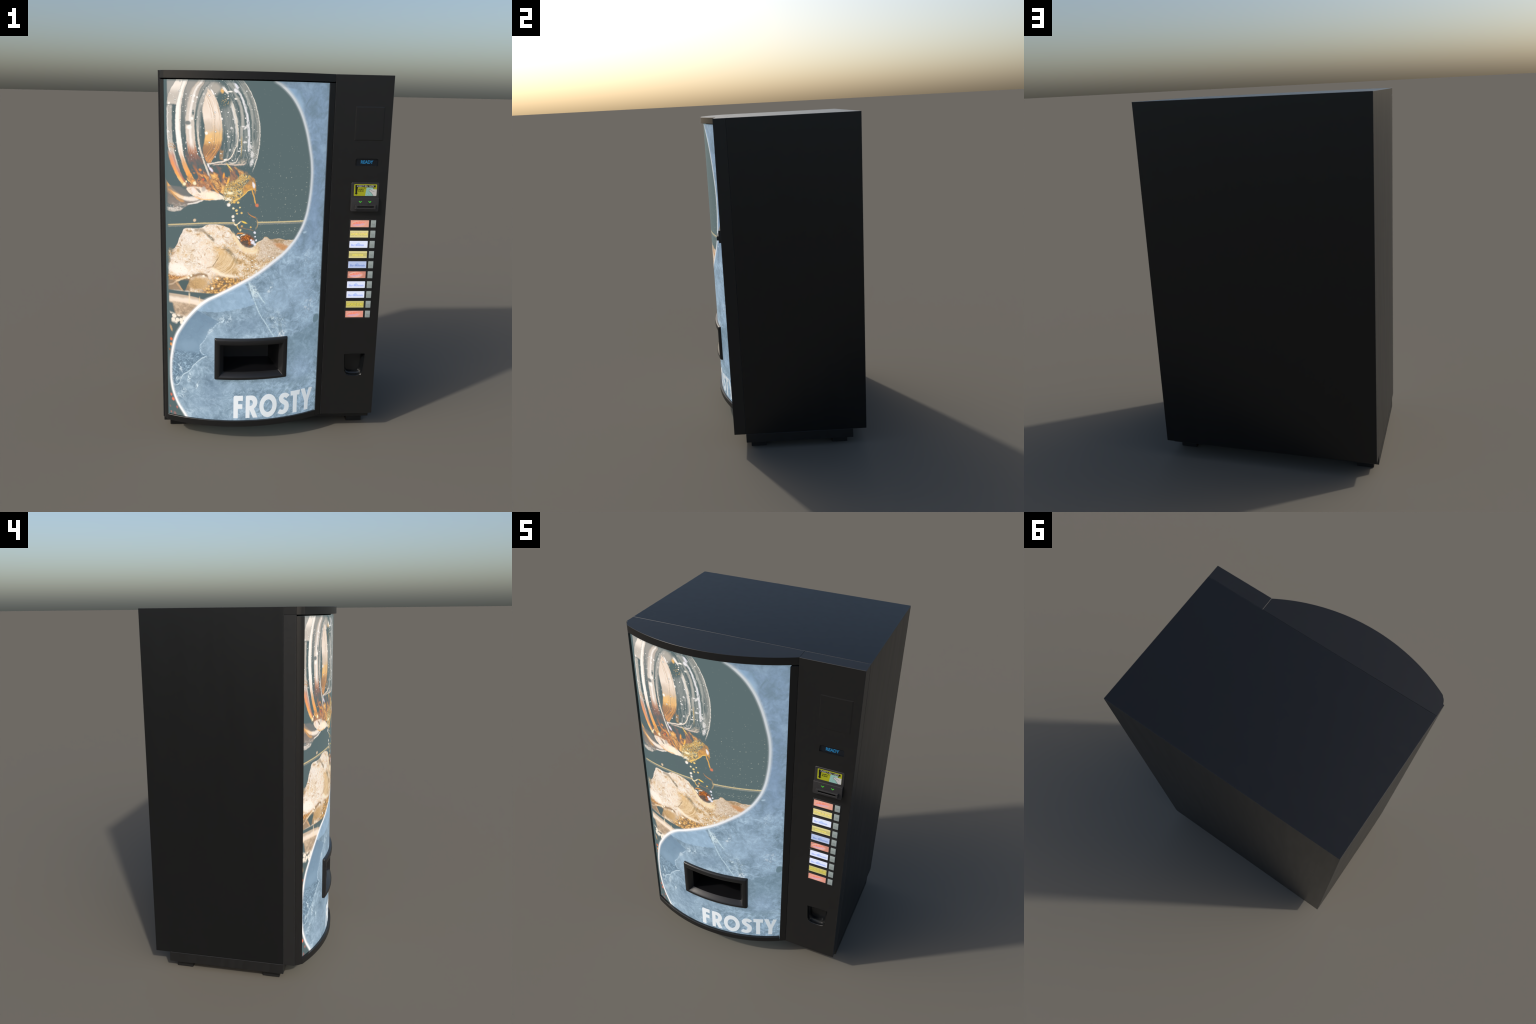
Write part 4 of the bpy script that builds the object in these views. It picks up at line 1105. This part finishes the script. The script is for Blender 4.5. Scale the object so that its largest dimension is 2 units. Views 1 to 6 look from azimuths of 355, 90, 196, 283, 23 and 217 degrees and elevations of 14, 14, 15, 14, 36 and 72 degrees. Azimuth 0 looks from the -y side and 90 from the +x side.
# ---------------------------------------------------------------- control column
column = prism('control_column', box(X_COL, XB - 0.0004, Y_COL, Y_SEAM - 0.0002), Z_BOT, Z_TOP - 0.0002, DOOR, bevel=0.0012, edge=RUBBED)
disp = round_rect(0.4220, 0.5440, 1.5380, 1.5762, 0.009, 5, (0, 0, 1, 1))
cup_out = [(0.4215, 0.4715), (0.4270, 0.3720), (0.4320, 0.3560), (0.4400, 0.3455), (0.4560, 0.3405), (0.4830, 0.3385), (0.5080, 0.3400),
           (0.5210, 0.3440), (0.5280, 0.3520), (0.5310, 0.3680), (0.5400, 0.4735), (0.4800, 0.4750)]
c1 = prism('cut_display', disp, -0.36, Y_COL + 0.010, VOID, axis='y')
c2 = prism('cut_cup', cup_out, -0.36, Y_COL + 0.055, VOID, axis='y')
cut(column, [c1, c2])


def shrink(pts, c, sx, sz):
    return [(c[0] + (p[0] - c[0]) * sx, c[1] + (p[1] - c[1]) * sz) for p in pts]


cc = (0.4810, 0.4740)
def lp(pts, y):
    return [(x, y, z) for x, z in pts]


loft('coin_return_cup', [lp(shrink(cup_out, cc, 1.02, 1.012), Y_COL - 0.0006), lp(shrink(cup_out, cc, 1.0, 1.0), Y_COL - 0.0012),
                         lp(shrink(cup_out, cc, .975, .985), Y_COL + 0.0010), lp(shrink(cup_out, cc, .96, .975), Y_COL + 0.012),
                         lp(shrink(cup_out, cc, .93, .950), Y_COL + 0.018), lp(shrink(cup_out, cc, .87, .900), Y_COL + 0.0215),
                         lp(shrink(cup_out, cc, .83, .875), Y_COL + 0.0300), lp(shrink(cup_out, cc, .81, .862), Y_COL + 0.0370)], CUP, column, smooth=32)
plate = [(0.4085, 0.5625, 1.6690, 1.8435, 0.0005), (0.4090, 0.5620, 1.6695, 1.8430, -0.0006), (0.4130, 0.5580, 1.6735, 1.8385, -0.0014), (0.4135, 0.5575, 1.6740, 1.8380, -0.0015)]
loft('blank_plate', [[(x0, Y_COL + d, z0), (x1, Y_COL + d, z0), (x1, Y_COL + d, z1), (x0, Y_COL + d, z1)] for x0, x1, z0, z1, d in plate], DOOR, column, smooth=2)

display = prism('display', disp, Y_COL + 0.0098, Y_COL + 0.0060, SCREEN, axis='y', parent=column)


def text_mesh(s, x0, x1, z0, z1, y, shear=0.0, thick=0.0003, bold=0.0):
    cu = bpy.data.curves.new('text', 'FONT')
    cu.body = s
    cu.extrude = 0.5
    cu.shear = shear
    cu.offset = bold
    ob = bpy.data.objects.new('text', cu)
    bpy.context.scene.collection.objects.link(ob)
    dg = bpy.context.evaluated_depsgraph_get()
    me = bpy.data.meshes.new_from_object(ob.evaluated_get(dg))
    bpy.data.objects.remove(ob)
    xs = [v.co.x for v in me.vertices]
    zs = [v.co.y for v in me.vertices]
    for v in me.vertices:
        v.co = (x0 + (v.co.x - min(xs)) / (max(xs) - min(xs)) * (x1 - x0), y - v.co.z * thick * 2, z0 + (v.co.y - min(zs)) / (max(zs) - min(zs)) * (z1 - z0))
    return me


add('display_text', text_mesh('READY', 0.4520, 0.5185, 1.5490, 1.5665, Y_COL + 0.0055, bold=0.03), READY, display)

# bill acceptor
bill = prism('bill_acceptor', round_rect(0.4075, 0.5585, 1.3600, 1.4500, 0.008, 5), Y_COL + 0.002, Y_COL - 0.0025, BILLP, axis='y', bevel=0.0012, parent=column)
prism('bill_nose', round_rect(0.4075, 0.5575, 1.2960, 1.3700, 0.007, 5, (1, 1, 0, 0)), Y_COL + 0.002, -0.3562, BILLP, axis='y', bevel=0.0022, seg=3, parent=bill)


def frame_loop(x0, x1, z0, z1, y):
    return [(x0, y, z0), (x1, y, z0), (x1, y, z1), (x0, y, z1)]


loft('bill_slot', [frame_loop(0.4270, 0.5415, 1.3090, 1.3345, -0.3550), frame_loop(0.4285, 0.5400, 1.3100, 1.3340, -0.3675),
                   frame_loop(0.4300, 0.5385, 1.3110, 1.3330, -0.3690), frame_loop(0.4385, 0.5300, 1.3180, 1.3280, -0.3690),
                   frame_loop(0.4395, 0.5290, 1.3190, 1.3272, -0.3680)], BILLP, bill, cap_last=False, smooth=30)
loft('slot_mouth', [frame_loop(0.4395, 0.5290, 1.3190, 1.3272, -0.3680), frame_loop(0.4395, 0.5290, 1.3190, 1.3272, -0.3560)], VOID, bill)
for ax in (0.4570, 0.5085):
    chev = [(ax - 0.0085, 1.3520), (ax - 0.0060, 1.3535), (ax, 1.3488), (ax + 0.0060, 1.3535), (ax + 0.0085, 1.3520), (ax + 0.0015, 1.3440), (ax - 0.0015, 1.3440)]
    prism('indicator', chev, -0.3558, -0.3566, GREEN, axis='y', parent=bill)

# instruction sticker
SY = Y_COL - 0.0025
def flat(name, pts, k, mat):
    return prism(name, pts, SY + 0.0004, SY - 0.0003 * k, mat, axis='y', parent=sticker)


sticker = prism('sticker', round_rect(0.4222, 0.5455, 1.3790, 1.4410, 0.0035, 4), SY + 0.0006, SY - 0.0003, YELLOW, axis='y', parent=bill)
flat('sticker_band', [(0.4285, 1.4370), (0.5380, 1.4360), (0.5380, 1.4248), (0.4285, 1.4258)], 2, INK_BLACK)
flat('sticker_arrow', [(0.4285, 1.4300), (0.4425, 1.4300), (0.4390, 1.3945), (0.4435, 1.3945), (0.4345, 1.3845), (0.4260, 1.3945), (0.4305, 1.3945)], 2.4, INK_BLACK)
flat('sticker_banknote', [(0.4835, 1.3793), (0.4895, 1.4240), (0.5250, 1.4240), (0.5330, 1.3793)], 2, TEALBILL)
flat('sticker_hand', [(0.5300, 1.3793), (0.5425, 1.3793), (0.5450, 1.3820), (0.5450, 1.4140), (0.5270, 1.4150), (0.5060, 1.4135), (0.5020, 1.4095), (0.5060, 1.4035), (0.5165, 1.3960)], 3, HAND)
flat('sticker_line', fat_line([(0.5280, 1.3800), (0.5165, 1.3960), (0.5060, 1.4035), (0.5025, 1.4090), (0.5060, 1.4125), (0.5140, 1.4110), (0.5200, 1.4060), (0.5330, 1.4030)], 0.0006), 3.8, INK_BLACK)
for bx in (0.4790, 0.5280):
    flat('sticker_line', fat_line([(bx, 1.4245), (bx, 1.4175), (bx + 0.005, 1.4175)], 0.0007), 3.4, INK_BLACK)
add('sticker_text', text_mesh('INSERT BILL HERE', 0.4370, 0.5305, 1.4268, 1.4355, SY - 0.0007, 0.25), INK_WHITE, sticker)
add('sticker_text', text_mesh('ACCEPTS', 0.4450, 0.4740, 1.4120, 1.4175, SY - 0.0005, 0.1, bold=0.04), INK_BLACK, sticker)
add('sticker_text', text_mesh('$1 $5 $10', 0.4450, 0.4735, 1.4010, 1.4085, SY - 0.0005, 0.1, bold=0.04), INK_BLACK, sticker)

# ---------------------------------------------------------------- selection rows
MODULE = plain('button_module_plastic', (0.0185, 0.0185, 0.019), 0.40, 0.5)


def label_red(name, bg, oval):
    m, b = new_mat(name)
    tc = m.node_tree.nodes.new('ShaderNodeTexCoord')
    sp = m.node_tree.nodes.new('ShaderNodeSeparateXYZ')
    m.node_tree.links.new(tc.outputs['Object'], sp.inputs[0])
    x, z = Sock(sp.outputs[0]), Sock(sp.outputs[2])
    L = Layers(bg)
    cx, cz = 0.044, 0.019
    e = ((x - cx) * (1 / .030)).pow(2.0) + ((z - cz) * (1 / .0135)).pow(2.0)
    L.over(step(e, 2.2, 0.7), (240, 192, 172), 0.9 if oval else 0.5)
    s = x - z * 0.6
    line = (z - cz - (x - cx) * 0.12)
    inside = step(((x - cx) * (1 / .035)).pow(2.0) + (line * (1 / .0125)).pow(2.0), 1.05, 0.85)
    strokes = noise(s, z * 0.25, 420, 2, 0.6, 0.6)
    L.over(inside * step(strokes, 0.40, 0.52), (205, 160, 195), 0.85)
    up = inside * step(line, -0.0035, 0.0015)
    strokes2 = noise(s, z * 0.2, 330, 2, 0.55, 0.5, 3.0)
    L.over(up * step(strokes2, 0.40, 0.50), (250, 140, 105))
    backlit(m, b, L.c)
    return m


def label_star(name, bg, mid):
    m, b = new_mat(name)
    tc = m.node_tree.nodes.new('ShaderNodeTexCoord')
    sp = m.node_tree.nodes.new('ShaderNodeSeparateXYZ')
    m.node_tree.links.new(tc.outputs['Object'], sp.inputs[0])
    z = Sock(sp.outputs[2])
    L = Layers(bg)
    L.over(step((z - 0.0185).abs(), 0.0108, 0.0095), mid)
    backlit(m, b, L.c)
    return m


RED_A, RED_B, RED_C = label_red('red_label', (226, 160, 140), False), label_red('red_label_oval', (204, 138, 120), True), label_red('red_label_dim', (222, 150, 132), False)
STAR_A, STAR_B, STAR_C = label_star('gold_label', (222, 212, 150), (206, 198, 132)), label_star('gold_label_small', (220, 210, 148), (200, 190, 118)), label_star('gold_label_dim', (200, 190, 116), (184, 174, 96))
BLUE_W, BLUE_B = backlit_plain('white_label', (226, 233, 254)), backlit_plain('blue_label', (184, 198, 232))
T_YEL, T_YEL2, T_PINK = backlit_plain('gold_lettering', (246, 232, 100)), backlit_plain('gold_lettering_dim', (222, 208, 78)), backlit_plain('pink_lettering', (236, 196, 160))
T_BLUE, T_BLUE2, MOUNT, MOUNT2 = backlit_plain('blue_lettering', (176, 192, 246)), backlit_plain('blue_lettering_deep', (138, 160, 214)), backlit_plain('mountain_pale', (192, 212, 250)), backlit_plain('mountain_deep', (160, 182, 226))
LW, LH = 0.0998, 0.0376
BW, BH = 0.0273, 0.0390
PITCH = 0.05717
mod_me = to_mesh(prism_bm(round_rect(-0.0055, 0.1425, -0.0085, 0.0445, 0.0015, 2), 0.001, -0.0014, 'y', 0.0007, 1), 'button_module')
mod_me.materials.append(MODULE)
mod_me.materials.append(MODULE)
tile_me = {}
btn_me = to_mesh(prism_bm(round_rect(0, BW, 0, BH, 0.0015, 3), 0.0005, -0.0038, 'y', 0.0008, 2), 'select_button')
btn_me.materials.append(BUTTON)
btn_me.materials.append(BUTTON)
push_me = text_mesh('Push', 0.0055, 0.0200, 0.0135, 0.0225, -0.0037, 0.15)
rows = ['red_a', 'star_a', 'blue_w', 'star_b', 'blue_b', 'red_b', 'blue_w', 'blue_w', 'star_c', 'red_c']
mats = dict(red_a=RED_A, red_b=RED_B, red_c=RED_C, star_a=STAR_A, star_b=STAR_B, star_c=STAR_C, blue_w=BLUE_W, blue_b=BLUE_B)
for k, kind in enumerate(rows):
    zb = 1.2460 - k * PITCH - LH
    mod = add('button_module', mod_me, MODULE, column, 20)
    mod.location = (0.4148, Y_COL, zb)
    if kind not in tile_me:
        tm = to_mesh(prism_bm(round_rect(0, LW, 0, LH, 0.0022 if kind == 'blue_w' else 0.0008, 3), 0.0005, -0.0026, 'y', 0.0004, 1), 'drink_label')
        tm.materials.append(mats[kind])
        tm.materials.append(mats[kind])
        tile_me[kind] = tm
    tile = add('drink_label', tile_me[kind], None, mod, 20)
    bt = add('select_button', btn_me, BUTTON, mod, 20)
    bt.location = (0.1112, 0, -0.0010)
    add('button_mark', push_me, BUTTON_INK, bt)
    ty = -0.0025
    if kind in ('star_a', 'star_c'):
        add('label_text', text_mesh('WORLD STAR', 0.0035, 0.0960, 0.0105, 0.0275, ty, 0, bold=0.02), T_PINK if kind == 'star_a' else T_YEL2, tile)
        if kind == 'star_a':
            add('label_text', text_mesh('WORLD STAR', 0.0035, 0.0960, 0.0125, 0.0240, ty - 0.0002, 0, bold=0.02), T_YEL, tile)
    elif kind == 'star_b':
        add('label_text', text_mesh('WORLD STAR', 0.0180, 0.0790, 0.0110, 0.0215, ty, 0, bold=0.02), T_YEL, tile)
    elif kind.startswith('blue'):
        deep = kind == 'blue_b'
        flat_m = to_mesh(prism_bm([(0.0310, 0.0150), (0.0470, 0.0285), (0.0510, 0.0285), (0.0660, 0.0150)], 0, -0.0029, 'y'), 'mountain')
        add('label_mountain', flat_m, MOUNT2 if deep else MOUNT, tile)
        x1 = 0.0920 if deep or k > 4 else 0.0800
        add('label_text', text_mesh('Blue Mountain', 0.0090, x1, 0.0095, 0.0215, ty - 0.0003, 0, bold=0.03), T_BLUE2 if deep else T_BLUE, tile)
